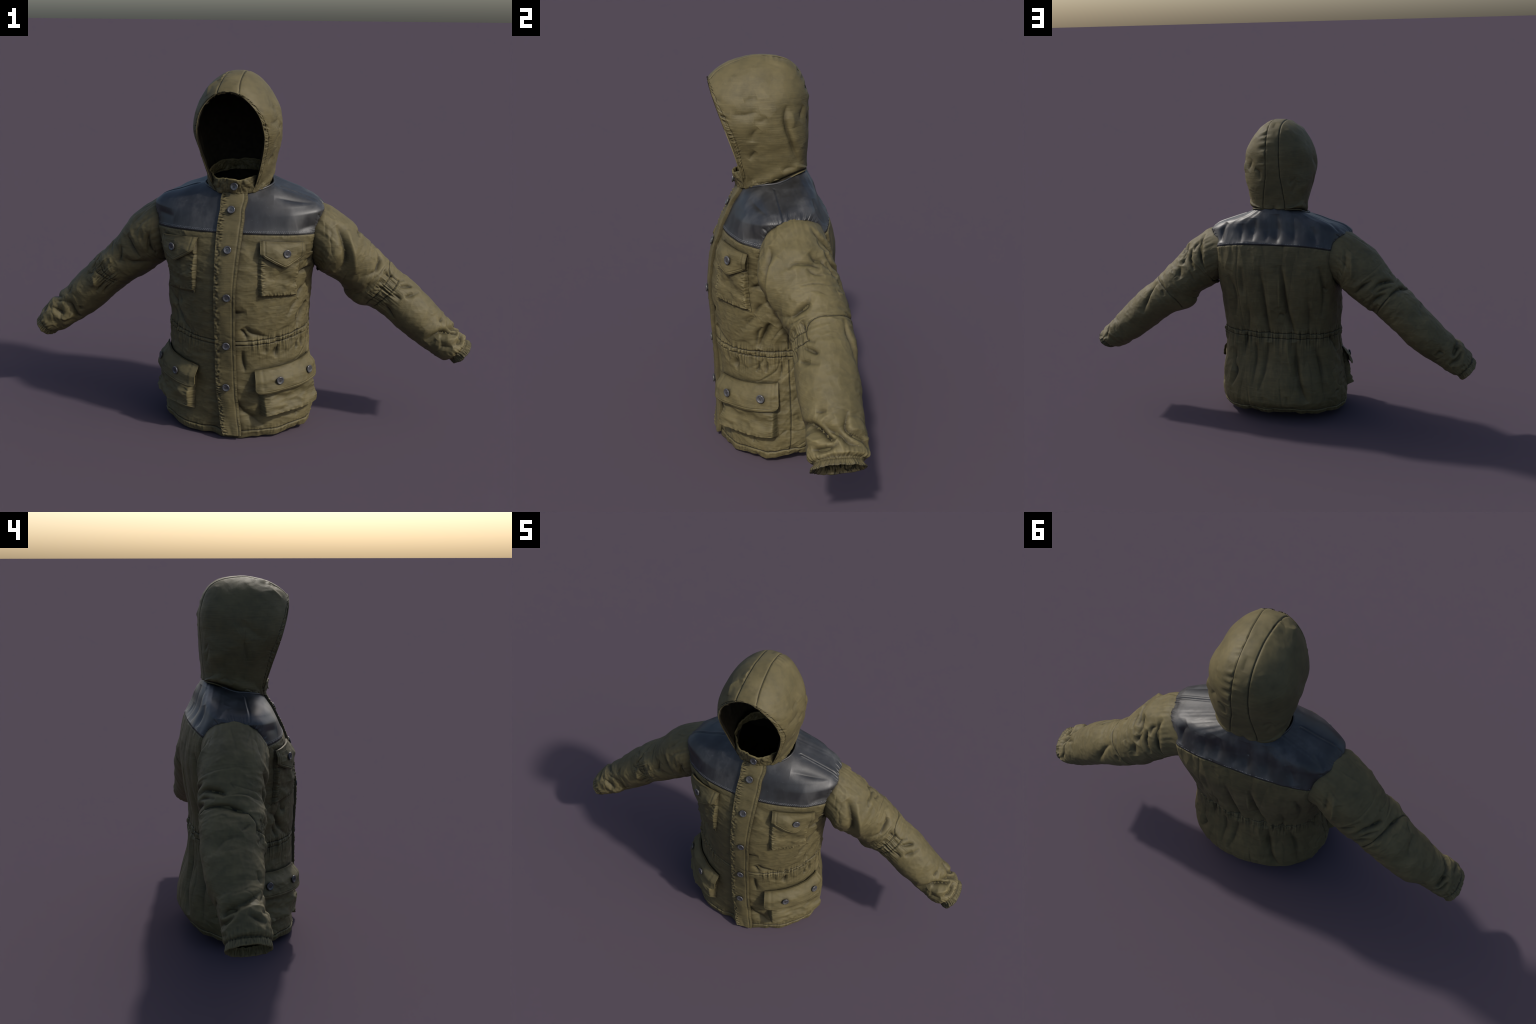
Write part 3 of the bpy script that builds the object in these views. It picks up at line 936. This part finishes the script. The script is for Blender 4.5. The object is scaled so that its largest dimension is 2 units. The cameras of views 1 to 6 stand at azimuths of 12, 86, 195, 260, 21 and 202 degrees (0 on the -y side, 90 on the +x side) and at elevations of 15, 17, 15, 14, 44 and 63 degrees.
# stitch dashes on the leather just above its lower edge
dashes = Bag()
for off in (0.008, 0.014):
    v0 = V_YOKE + off
    q, i, j = on_ring(v0, P=TORSO_P)
    n = TNF[i, j]
    step = np.concatenate([[0], np.cumsum(np.linalg.norm(np.diff(q, axis=0), axis=1))])
    for k in range(int(step[-1] / 0.0085)):
        at_back = n[int(np.searchsorted(step, k * 0.0085)) % len(n), 1] > 0
        if at_back and (off > 0.01 or RNG.rand() < 0.5):
            continue    # the back edge shows one worn row only
        d = k * 0.0085 + np.linspace(0, 0.0050, 5) + RNG.uniform(0, 0.001)
        pq = np.stack([np.interp(d, step, q[:, c]) for c in range(3)], 1)
        pn = np.stack([np.interp(d, step, n[:, c]) for c in range(3)], 1)
        dashes.add(*strip_tube(pq, pn, 0.0009, 5))
dashes.make("yoke_stitching", STITCH)

# rolled edge where the hood is sewn to the neckline
q, i, j = on_ring(1.0, -180, 180, P=TORSO_P)
n = TNF[i, j]
q = np.vstack([q, q[:1]])
n = np.vstack([n, n[:1]])
v, f = strip_tube(q + np.array([0, 0, 0.001]), n, 0.0045, 12, 1.0)
add_object("neck_piping", v, f, LEATHER)

# ------------------------------------------------------------------ hood
HO = np.array([-0.020, 1.270])
HOOD_OUT = np.array([  # y, z of the closed outline in the middle plane (front and bottom run past the openings)
    (-0.214, 1.462), (-0.163, 1.503), (-0.101, 1.525), (-0.033, 1.535), (0.034, 1.531), (0.088, 1.514), (0.131, 1.472),
    (0.153, 1.410), (0.160, 1.338), (0.155, 1.240), (0.151, 1.165), (0.147, 1.108), (0.146, 1.040), (0.110, 0.970),
    (0.020, 0.920), (-0.050, 0.950), (-0.115, 1.020), (-0.170, 1.100), (-0.215, 1.190), (-0.243, 1.280), (-0.248, 1.360), (-0.238, 1.420)])
HOOD_RIM = np.array([  # y, z of the face opening and neck seam
    (-0.214, 1.464), (-0.214, 1.440), (-0.204, 1.398), (-0.183, 1.332), (-0.158, 1.259), (-0.136, 1.191), (-0.119, 1.129),
    (-0.107, 1.080), (-0.098, 1.036), (-0.070, 1.042), (-0.035, 1.049), (0.005, 1.062), (0.054, 1.083), (0.104, 1.102), (0.147, 1.108)])
HOOD_W = np.array([(0.90, 0.150), (1.04, 0.152), (1.10, 0.152), (1.17, 0.158), (1.23, 0.170), (1.30, 0.181), (1.37, 0.182), (1.43, 0.174), (1.54, 0.165)])
HN = 2.15
NPHI, NR1, NR2 = 640, 110, 26


def polar(pts, closed):
    q = spline(pts, 900, closed)
    d = q - HO
    return np.arctan2(d[:, 1], d[:, 0]), np.hypot(d[:, 0], d[:, 1])


def strip_half(phi):
    """Half width of the middle panel of the hood, by direction from its centre."""
    a = np.degrees(np.mod(phi + pi / 2, 2 * pi))  # 0 is straight down, grows over the back to the top
    return np.interp(a, [0, 50, 90, 140, 180, 215, 250, 300], [0.060, 0.056, 0.036, 0.032, 0.031, 0.040, 0.055, 0.055])


def roundness(phi):
    """Section exponent: boxier low at the back."""
    d = np.degrees(np.mod(phi + pi, 2 * pi))
    return HN + 0.9 * np.exp(-((d - 150) / 32) ** 2)


def hood_grid():
    # spokes, closer together where the front edge of the middle panel lies
    phi = np.sort(np.concatenate([np.linspace(-pi, pi, NPHI - 90, endpoint=False), np.radians(np.linspace(132.13, 142.07, 90))]))
    a, r = polar(HOOD_OUT, True)
    o = np.argsort(a)
    Rout = np.interp(phi, a[o], r[o], period=2 * pi) - 0.003
    a, r = polar(HOOD_RIM, False)
    o = np.argsort(np.mod(a, 2 * pi))
    am = np.mod(a, 2 * pi)[o]
    pm = np.mod(phi, 2 * pi)
    Rrim = np.interp(pm, am, r[o], left=9, right=9)
    lo, hi = am.min(), am.max()
    # the rim runs from the front top, through the front and the bottom, to the back
    Rrim = np.where((pm >= lo) & (pm <= hi), Rrim, 9.0)
    rho_max = np.minimum(1.0, Rrim / Rout)
    s_max = np.arcsin(np.clip(rho_max ** (roundness(phi) / 2), 0, 1))
    return phi, Rout, s_max


phi, Rout, s_max = hood_grid()


def hood_point(phi, Rout, s):
    k = roundness(phi)
    rho = np.sin(s) ** (2 / k)
    y = HO[0] + np.cos(phi) * Rout * rho
    z = HO[1] + np.sin(phi) * Rout * rho
    w = pchip(HOOD_W[:, 0], HOOD_W[:, 1], z)
    x = w * np.abs(np.cos(s)) ** (2 / k)
    return np.stack([x, y, z], -1)


# where the middle panel starts on each spoke
ss = np.linspace(0.02, pi / 2, 400)
X = hood_point(phi[:, None], Rout[:, None], ss[None])[..., 0]
want = strip_half(phi)
s_strip = np.array([np.interp(want[i], X[i][::-1], ss[::-1]) for i in range(NPHI)])
s_strip = np.minimum(s_strip, s_max)
t1 = np.linspace(0.0, 1, NR1 + 1)
t2 = np.linspace(0, 1, NR2 + 1)[1:]
S = np.concatenate([t1[None] * s_strip[:, None], s_strip[:, None] + t2[None] * (s_max - s_strip)[:, None]], 1)
S[:, 0] = 0.0004
HP = hood_point(phi[:, None], Rout[:, None], S)      # (phi, r, 3), wearer's left half
HC = np.array([0, -0.02, 1.27])
HNRM = grid_normals(HP.transpose(1, 0, 2), True, HC).transpose(1, 0, 2)
# the middle plane is a mirror plane, so the normal there has no x part
flat = (s_max > pi / 2 - 1e-4)
HNRM[flat, -1, 0] = 0
HNRM[:, 0] = (1, 0, 0)
HNRM = unit(HNRM)
HOOD = {}
# Folds: height mm, width mm, lean, side, line as (cm from front to back, height in cm).
HOOD_FOLDS = [
    (-11, 10, 0.3, 1, ((6.2, 136), (5.6, 131.8), (6, 127.3), (7.2, 123.3), (8.8, 118.7), (10.3, 114.3))),
    (-7, 12, 0, 1, ((-7.1, 123.2), (-6.7, 126), (-4.5, 128.5))),
    (-6, 12, 0, 1, ((-6.2, 131.1), (-3.6, 131), (-1.3, 132.3))),
    (-7, 20, 0, 1, ((-5.7, 119.6), (-8.3, 116.3))),
    (-7, 10, 0, 1, ((3.7, 111.3), (5.6, 112.4), (9.2, 112.8))),
    (-6, 12, 0, 1, ((13, 135), (11.9, 131.6), (11, 129.5))),
    (-5, 25, 0, 1, ((-9.4, 138.3), (-4.5, 139.5))),
    (5, 14, 0, 1, ((7.8, 133.7), (8.4, 127.7))),
    (-6, 20, 0, -1, ((1.7, 132), (-1.7, 134), (-5, 131.4), (-9.9, 128))),
    (-5, 12, 0, -1, ((12.7, 124.9), (13.8, 118.2))),
    (5, 12, 0, -1, ((-13.5, 149.5), (-14.9, 146.8), (-18.3, 143.9))),
    (-6, 10, 0, -1, ((9.1, 111.9), (5.9, 112.3), (3.5, 110.2))),
    (-5, 10, 0, -1, ((-1.1, 128.2), (-2.5, 117.5))),
    (-5, 8, 0, -1, ((12.9, 126.6), (14.4, 123.1))),
    (-6, 8, 0, 1, ((13.8, 130.7), (14.8, 129.3), (14.8, 125))),
    (-5, 12, 0, 1, ((-3.9, 134.8), (-9.2, 133.4), (-14.2, 133.4))),
    (-7, 12, 0, -1, ((4.6, 152.6), (10.3, 150.2))),
]
edge_arc = np.linalg.norm(np.diff(HP[:, -1], axis=0, append=HP[:1, -1]), axis=1)
rim_len = np.cumsum(edge_arc)
from_rim = np.concatenate([np.cumsum(np.linalg.norm(np.diff(HP, axis=1), axis=2)[:, ::-1], axis=1)[:, ::-1], np.zeros((NPHI, 1))], 1)
down = np.degrees(np.mod(phi + pi, 2 * pi))     # 0 faces forward, 90 is down, 180 back, 270 up
opened = (~flat)
face = opened & ((down < 70) | (down > 300))
neck = opened & ~face
strip_line = HP[:, NR1]
HOOD_D = {}
for side in (1, -1):
    m = np.array([side, 1, 1.0])
    P = HP * m
    N = HNRM * m
    D = np.zeros(P.shape[:2])
    for mm, w, lean, sd, line in HOOD_FOLDS:
        if sd == side:
            pts = []
            for y, z in line:
                d = (P[..., 1] - y / 100) ** 2 + (P[..., 2] - z / 100) ** 2
                pts.append(P[np.unravel_index(d.argmin(), d.shape)])
            D += fold(P, N, pts, 1.6 * mm / 1000, 1.3 * w / 1000, lean)
    Q = np.stack([np.abs(P[..., 0]), P[..., 1], P[..., 2]], -1)
    off = np.where(from_rim[:, :1] * 0 + np.abs(P[..., 0]) < 0.03, 0.0, 3.0 * side)[..., None]
    mid_fade = smooth(0.0, 0.035, np.abs(P[..., 0]))
    D += 0.007 * mid_fade * fbm(P * 8 + 4, 2) + 0.0018 * mid_fade * crumple(P * 13 + 9, 2)
    D += 0.0009 * mid_fade * creases(P * np.array([5, 5, 11]) + 33 + side, 0.08, 0.1)
    # puckers where the middle panel is sewn in, and along the hem of the face opening
    dl = np.linalg.norm(P - (strip_line * m)[:, None], axis=-1)
    ph = np.broadcast_to(phi[:, None], D.shape)
    inset = smooth(0.001, 0.012, from_rim + 9 * flat[:, None])
    D -= 0.0032 * np.exp(-(dl / 0.0035) ** 2) * inset
    D += 0.0120 * smooth(-0.15, 0.25, perlin(np.stack([ph * 1.6, 0 * dl + 0.5, 0 * dl + 3.3 * side], -1))) * perlin(np.stack([ph * 13 + 0 * dl, dl * 10, 0 * dl + 1.4 * side], -1)) * np.exp(-(dl / 0.032) ** 2) * (0.35 + 0.65 * (from_rim > np.linalg.norm(P[:, -1] - P[:, NR1], axis=1)[:, None] - 1e-6)) * smooth(0, 0.005, dl) * inset
    rl = np.broadcast_to(rim_len[:, None], D.shape)
    pk = perlin(np.stack([rl * 95, from_rim * 40, 0 * rl + 5 * side], -1)) + 0.6 * perlin(np.stack([rl * 170, from_rim * 60, 0 * rl + 2], -1))
    fz = np.convolve(np.pad(face.astype(float), 6, "wrap"), np.ones(13) / 13, "valid")[:, None]
    nz = np.convolve(np.pad(neck.astype(float), 6, "wrap"), np.ones(13) / 13, "valid")[:, None]
    D += fz * 0.0062 * pk * np.exp(-((from_rim - 0.014) / 0.013) ** 2) * smooth(0, 0.006, from_rim)
    D -= fz * 0.002 * np.exp(-((from_rim - 0.022) / 0.003) ** 2)
    # the hood bags out over the neck seam
    D += nz * (0.007 * np.exp(-((from_rim - 0.03) / 0.02) ** 2) - 0.008 * np.exp(-(from_rim / 0.008) ** 2))
    D += nz * 0.008 * perlin(np.stack([rl * 18, from_rim * 10, 0 * rl + 3 * side], -1)) * np.exp(-((from_rim - 0.016) / 0.014) ** 2)
    HOOD_D[side] = D
mean = (HOOD_D[1] + HOOD_D[-1]) / 2
join = smooth(0.0, 0.022, np.abs(HP[..., 0]))
for side in (1, -1):
    m = np.array([side, 1, 1.0])
    P, N = HP * m, HNRM * m
    D = mean + (HOOD_D[side] - mean) * join
    P = P + N * D[..., None]
    P[..., 0] = np.where(P[..., 0] * side < 0, 0, P[..., 0])
    P[flat, -1, 0] = 0
    Nn = grid_normals(P.transpose(1, 0, 2), True, HC).transpose(1, 0, 2)
    Nn[flat, -1, 0] = 0
    Nn[:, 0] = Nn[:, 3].mean(0)
    HOOD[side] = (P, unit(Nn))
f = grid_faces(NPHI, NR1 + NR2 + 1)
last = np.stack([np.full(NR1 + NR2, NPHI - 1), np.arange(NR1 + NR2)], 1)
ncol = NR1 + NR2 + 1
fw = np.stack([(NPHI - 1) * ncol + last[:, 1], (NPHI - 1) * ncol + last[:, 1] + 1, last[:, 1] + 1, last[:, 1]], 1)
f = np.vstack([f, fw])
col = f[:, 0] % ncol
hood = bpy.data.objects.new("hood", None)
bpy.context.scene.collection.objects.link(hood)
hood.parent = ROOT
sideP, midV, midF, n0 = {}, [], [], 0
thick = 0.009
for side in (1, -1):
    P, N = HOOD[side]
    ff = f if side == 1 else f[:, ::-1]
    cc = col
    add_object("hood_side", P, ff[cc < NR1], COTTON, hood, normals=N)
    k = (np.linalg.norm(P[:, -1] - P[:, NR1], axis=1) > 1e-5)
    mid = cc >= NR1
    midV.append(P.reshape(-1, 3))
    midF.append(ff[mid] + n0)
    n0 += P.shape[0] * ncol
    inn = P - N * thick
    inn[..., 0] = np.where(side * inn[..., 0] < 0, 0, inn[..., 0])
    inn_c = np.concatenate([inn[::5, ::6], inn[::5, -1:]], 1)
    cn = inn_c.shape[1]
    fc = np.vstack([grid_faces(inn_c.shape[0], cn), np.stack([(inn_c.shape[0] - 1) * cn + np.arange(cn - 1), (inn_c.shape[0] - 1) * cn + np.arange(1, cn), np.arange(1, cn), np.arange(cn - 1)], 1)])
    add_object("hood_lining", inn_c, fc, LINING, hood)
    # rim: joins outside and lining along the face opening and the neck
    op = ~flat
    a = P[:, -1]
    nn = N[:, -1]
    out = unit(np.stack([0 * phi, np.cos(phi), np.sin(phi)], 1))
    rim = np.stack([a + out * 0.0, a + out * 0.0045 - nn * 0.001, a + out * 0.0045 - nn * (thick - 0.001), a - nn * thick], 1)
    rf = grid_faces(NPHI, 4)
    keep = op[rf[:, 0] // 4] & op[np.minimum(rf[:, 0] // 4 + 1, NPHI - 1)]
    add_object("hood_edge", rim, rf[keep], COTTON, hood)
hood_seams = Bag()
for side in (1, -1):
    P, N = HOOD[side]
    has = np.linalg.norm(P[:, -1] - P[:, NR1], axis=1) > 0.004
    k = np.nonzero(has & (from_rim[:, NR1] > 0.007) & ((down > 105) & (down < 315)))[0]
    k = k[np.argsort(down[k])]
    k = k[::3]
    hood_seams.add(*strip_tube(P[k, NR1] + N[k, NR1] * 0.0002, N[k, NR1], 0.0011))
hood_seams.make("modelled_hood_seam_shadows", SEAM_DARK, hood)
mv, mf = np.vstack(midV), np.vstack(midF)
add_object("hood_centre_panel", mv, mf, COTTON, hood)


# ------------------------------------------------------------------ patches on the torso
def patch_uv(corners, m, n):
    """(theta, v) grid between four points on the torso: top left, top right, bottom right, bottom left."""
    c = [locate(p) for p in corners]
    for q in c[1:]:
        q[0] += 2 * pi * np.round((c[0][0] - q[0]) / (2 * pi))
    s = np.linspace(0, 1, m)[None, :, None]
    t = np.linspace(0, 1, n)[:, None, None]
    uv = (c[0] * (1 - s) + c[1] * s) * (1 - t) + (c[3] * (1 - s) + c[2] * s) * t
    return uv, np.broadcast_to(s[..., 0], (n, m)), np.broadcast_to(t[..., 0], (n, m))


def slab(name, uv, top, under, mat, parent=ROOT, ease=0):
    """A piece of cloth on the torso with a top face, an underside and closed edges."""
    P, N = torso_at(uv[..., 0], uv[..., 1])
    if ease:    # a stiff strip bridges the grooves beneath it
        k = np.ones(2 * ease + 1) / (2 * ease + 1)
        for _ in range(2):
            lead = 2 * P[:1] - P[ease:0:-1]
            tail = 2 * P[-1:] - P[-2:-ease - 2:-1]
            Q = np.concatenate([lead, P, tail])
            P = np.apply_along_axis(lambda c: np.convolve(c, k, "valid"), 0, Q)
    n, m = P.shape[:2]
    A = P + N * top[..., None]
    B = P + N * under[..., None]
    v = np.concatenate([A.reshape(-1, 3), B.reshape(-1, 3)])
    f = grid_faces(n, m)
    k = n * m
    loop = np.concatenate([np.arange(m), np.arange(1, n) * m + m - 1, (n - 1) * m + np.arange(m - 2, -1, -1), np.arange(n - 2, 0, -1) * m])
    nx = np.roll(loop, -1)
    walls = np.stack([loop, loop + k, nx + k, nx], 1)
    o = add_object(name, v, np.vstack([f[:, ::-1], f + k, walls]), mat, parent)
    me = o.data
    me.set_sharp_from_angle(angle=1.0)
    return o, A, N


def button(parent, pos, nrm, r=0.0165):
    prof = np.array([(0, 0.0045), (0.30, 0.0040), (0.55, 0.0045), (0.70, 0.0056), (0.84, 0.0062), (0.94, 0.0056), (1.0, 0.0038), (0.97, 0.001), (0.70, -0.001), (0.5, -0.006)])
    prof = pchip(np.arange(len(prof)), prof, np.linspace(0, len(prof) - 1, 40))
    a = np.linspace(0, 2 * pi, 40, endpoint=False)
    n = unit(np.asarray(nrm))
    u = unit(np.cross([0.1, 0.2, 1.0], n))
    w = np.cross(n, u)
    dir_ = np.cos(a)[:, None] * u + np.sin(a)[:, None] * w
    V = pos + prof[:, None, :1] * r * dir_[None] + prof[:, None, 1:] * n
    # the disc and its four thread holes
    bag = Bag()
    bag.add(V, grid_faces(len(prof), 40, True))
    for k in range(4):
        c = pos + (u * np.cos(k * pi / 2 + 0.8) + w * np.sin(k * pi / 2 + 0.8)) * r * 0.22 + n * 0.0042
        ring = np.stack([c + dir_[::4] * 0.0017 * q + n * h for q, h in ((1.0, -0.0004), (0.8, 0.0006), (0.02, 0.0007))])
        bag.add(ring, grid_faces(3, 10, True))
    o = bag.make("button", BUTTON, parent, False)
    o.data.materials.append(SEAM_DARK)
    mi = np.zeros(len(o.data.polygons), dtype=np.int32)
    mi[-80:] = 1
    o.data.polygons.foreach_set("material_index", mi)
    return o


# front placket
zz = np.array([1.035, 0.96, 0.888, 0.77, 0.63, 0.45, 0.30, 0.20, 0.10, 0.02])
xl = np.array([-0.042, -0.046, -0.048, -0.047, -0.046, -0.044, -0.040, -0.036, -0.022, -0.004])
xr = np.array([0.060, 0.060, 0.058, 0.050, 0.043, 0.042, 0.046, 0.050, 0.060, 0.070])
left = np.array([locate((a, -0.25 if z < 0.8 else -0.2, z)) for a, z in zip(xl, zz)])
right = np.array([locate((a, -0.25 if z < 0.8 else -0.2, z)) for a, z in zip(xr, zz)])


def locate_x(x, z):
    """(theta, v) on the front of the torso at the given x and z."""
    front = TORSO[..., 1] + 1e3 * (th > 0)
    d = (TORSO[..., 0] - x) ** 2 + (TORSO[..., 2] - z) ** 2 + 1e3 * (thd > 0)
    i, j = np.unravel_index(d.argmin(), d.shape)
    return np.array([TT[j], TV[i]])


left = np.array([locate_x(a, z) for a, z in zip(xl, zz)])
right = np.array([locate_x(a, z) for a, z in zip(xr, zz)])
nrow, ncolp = 420, 44
tt = np.linspace(0, len(zz) - 1, nrow)
lu = pchip(np.arange(len(zz)), left, tt)
ru = pchip(np.arange(len(zz)), right, tt)
s = np.linspace(0, 1, ncolp)[None, :, None]
uvp = lu[:, None] * (1 - s) + ru[:, None] * s
s2 = np.broadcast_to(s[..., 0], (nrow, ncolp))
down_ = np.broadcast_to(np.linspace(0, 1, nrow)[:, None], s2.shape)
pk = perlin(np.stack([down_ * 105, s2 * 5, 0 * s2 + 3], -1)) + 0.6 * perlin(np.stack([down_ * 210, s2 * 9, 0 * s2 + 7], -1))
h = 0.012 + 0.0085 * pk * np.exp(-((s2 - 0.11) / 0.12) ** 2) + 0.002 * pk * np.exp(-((s2 - 0.95) / 0.06) ** 2)
h -= 0.0022 * np.exp(-((s2 - 0.87) / 0.03) ** 2)
h += 0.014 * smooth(0.84, 1.0, down_) * (1 - 0.6 * s2)
h += 0.006 * perlin(np.stack([down_ * 9, s2 * 1.5, 0 * s2 + 11], -1))
placket, PA, PN = slab("placket", uvp, h, h - 0.016, COTTON, ease=9)
for z, x in ((0.973, 0.005), (0.822, 0.005), (0.632, 0.009), (0.420, 0.006), (0.234, 0.006)):
    p, n = torso_at(*locate_x(x, z)[:, None])
    button(placket, p[0] + n[0] * 0.014, n[0])


def pocket(corners, flap_corners, depth, flap_shape, buttons, bellows):
    m, n = 110, 130
    uv, s, t = patch_uv(corners, m, n)
    e = np.minimum.reduce([s * 0.9, (1 - s) * 0.9, (1 - t) * 0.9, t * 2])
    body = smooth(0, 0.06, e)
    top = 0.002 + depth * (0.35 + 0.65 * t ** 1.3 if bellows else 1.0) * body
    q = np.stack([s * 2.2 + corners[0][0] * 9, t * 2.6, 0 * s], -1)
    top = top + body * (0.020 if bellows else 0.010) * fbm(q, 3)
    ed = np.minimum(s, 1 - s)
    pk = perlin(np.stack([t * 26, s * 7, 0 * s + 4], -1)) + 0.5 * perlin(np.stack([t * 52, s * 12, 0 * s + 14], -1))
    top = top + (0.0050 if bellows else 0.0075) * pk * np.exp(-((ed - 0.07) / 0.065) ** 2)
    pk = perlin(np.stack([s * 22, t * 7, 0 * s + 24], -1))
    top = top + 0.0060 * pk * np.exp(-((1 - t - 0.05) / 0.055) ** 2)
    pk, A, N = slab("hip_pocket" if bellows else "chest_pocket", uv, top, np.full_like(top, -0.006), COTTON)
    uv, s, t0 = patch_uv(flap_corners, 90, 60)
    tb = flap_shape(s[0])[None]
    t = t0 * tb
    c = uv[0], uv[-1]
    uv = c[0][None] * (1 - t[..., None]) + c[1][None] * t[..., None]
    base = 0.010 + depth * (0.62 if bellows else 0.9) * smooth(0, 0.5, t) + 0.004 * t
    rim = np.minimum.reduce([s, 1 - s, (tb - t) * 1.0])
    base = base + 0.011 * smooth(0, 0.4, t) * fbm(np.stack([s * 1.8 + corners[0][0] * 7, t * 1.5, 0 * s + 50], -1), 2)
    base = base + 0.006 * smooth(0.45, 1.0, t) * (0.6 + perlin(np.stack([s * 3.1 + 40 * corners[0][0], 0 * s, 0 * s], -1)))
    top = base + 0.004 * smooth(0, 0.08, rim) - 0.0016 * np.exp(-((rim - 0.10) / 0.02) ** 2)
    fl, FA, FN = slab("flap", uv, top, base - 0.004, COTTON, pk)
    for bs, bt in buttons:
        i, j = int(bt * 59), int(bs * 89)
        button(pk, FA[i, j] + FN[i, j] * 0.003, FN[i, j])
    return pk


def pointed(s):
    return 0.56 + 0.44 * (1 - np.abs(2 * s - 1)) - 0.05 * smooth(0.10, 0, np.minimum(s, 1 - s))


def rounded(s):
    d = np.minimum(s, 1 - s)
    return 1 - 0.22 * (1 - np.sqrt(np.clip(1 - (1 - np.clip(d / 0.10, 0, 1)) ** 2, 0, 1)))


for sd in (1, -1):
    m = np.array([sd, 1, 1])
    def mir(a):
        a = [np.array(p) * m for p in a]
        return a if sd == 1 else [a[1], a[0], a[3], a[2]]
    pocket(mir([(0.133, -0.19, 0.850), (0.300, -0.11, 0.838), (0.292, -0.12, 0.615), (0.140, -0.23, 0.630)]),
           mir([(0.130, -0.19, 0.862), (0.303, -0.11, 0.850), (0.297, -0.12, 0.745), (0.133, -0.20, 0.760)]),
           0.013, pointed, [(0.55 if sd == 1 else 0.45, 0.45)], False)
    pocket(mir([(0.135, -0.22, 0.300), (0.322, -0.03, 0.325), (0.335, -0.03, 0.120), (0.150, -0.23, 0.105)]),
           mir([(0.122, -0.225, 0.310), (0.322, -0.02, 0.338), (0.328, -0.02, 0.235), (0.125, -0.23, 0.215)]),
           0.039, rounded, [(0.30, 0.5), (0.78, 0.5)] if sd == 1 else [(0.70, 0.5), (0.22, 0.5)], True)

# ------------------------------------------------------------------ collar
def collar():
    n, m = 60, 400
    a = np.linspace(-pi, pi, m, endpoint=False)
    front = smooth(0.2, -0.9, np.sin(a))
    sn, cs = np.sin(a), np.cos(a)
    low = np.stack([0.132 * cs, -0.005 + np.where(sn < 0, 0.118, 0.122) * sn, 1.075 + np.where(sn < 0, 0.038, 0.030) * sn], 1)
    top = np.stack([0.122 * cs, -0.008 + np.where(sn < 0, 0.130, 0.118) * sn, 1.124 + 0.026 * sn], 1)
    t = np.linspace(0, 1, n)[:, None, None]
    P = low[None] * (1 - t) + top[None] * t
    N = grid_normals(P, True, np.array([0, 0, 1.1]))
    ca = np.broadcast_to(a[None], P.shape[:2])
    tv = np.broadcast_to(t[..., 0], ca.shape)
    q = np.stack([np.cos(ca) * 4, np.sin(ca) * 4, tv * 1.5], -1)
    P = P + N * (0.010 * fbm(q, 3))[..., None]
    P = P + N * (0.004 * perlin(np.stack([ca * 14, tv * 4, 0 * tv], -1)) * np.exp(-((tv - 0.88) / 0.12) ** 2))[..., None]
    P[..., 2] += 0.014 * tv * fbm(np.stack([np.cos(ca) * 2, np.sin(ca) * 2, 0 * ca + 4], -1), 2)
    N = grid_normals(P, True, np.array([0, 0, 1.1]))
    A = P + N * 0.004
    B = P - N * 0.004
    edge = [P[-1] + [0, 0, 0.003]]
    shell = np.concatenate([A, np.stack(edge), B[::-1]])
    c = add_object("collar", shell, grid_faces(len(shell), m, True), COTTON)
    j = int(np.argmin(np.abs(a + pi / 2) + 10 * (a > 0)))
    j = (j + 6) % m
    i = n // 2
    button(c, A[i, j] + N[i, j] * 0.004, N[i, j])
    return c


collar()
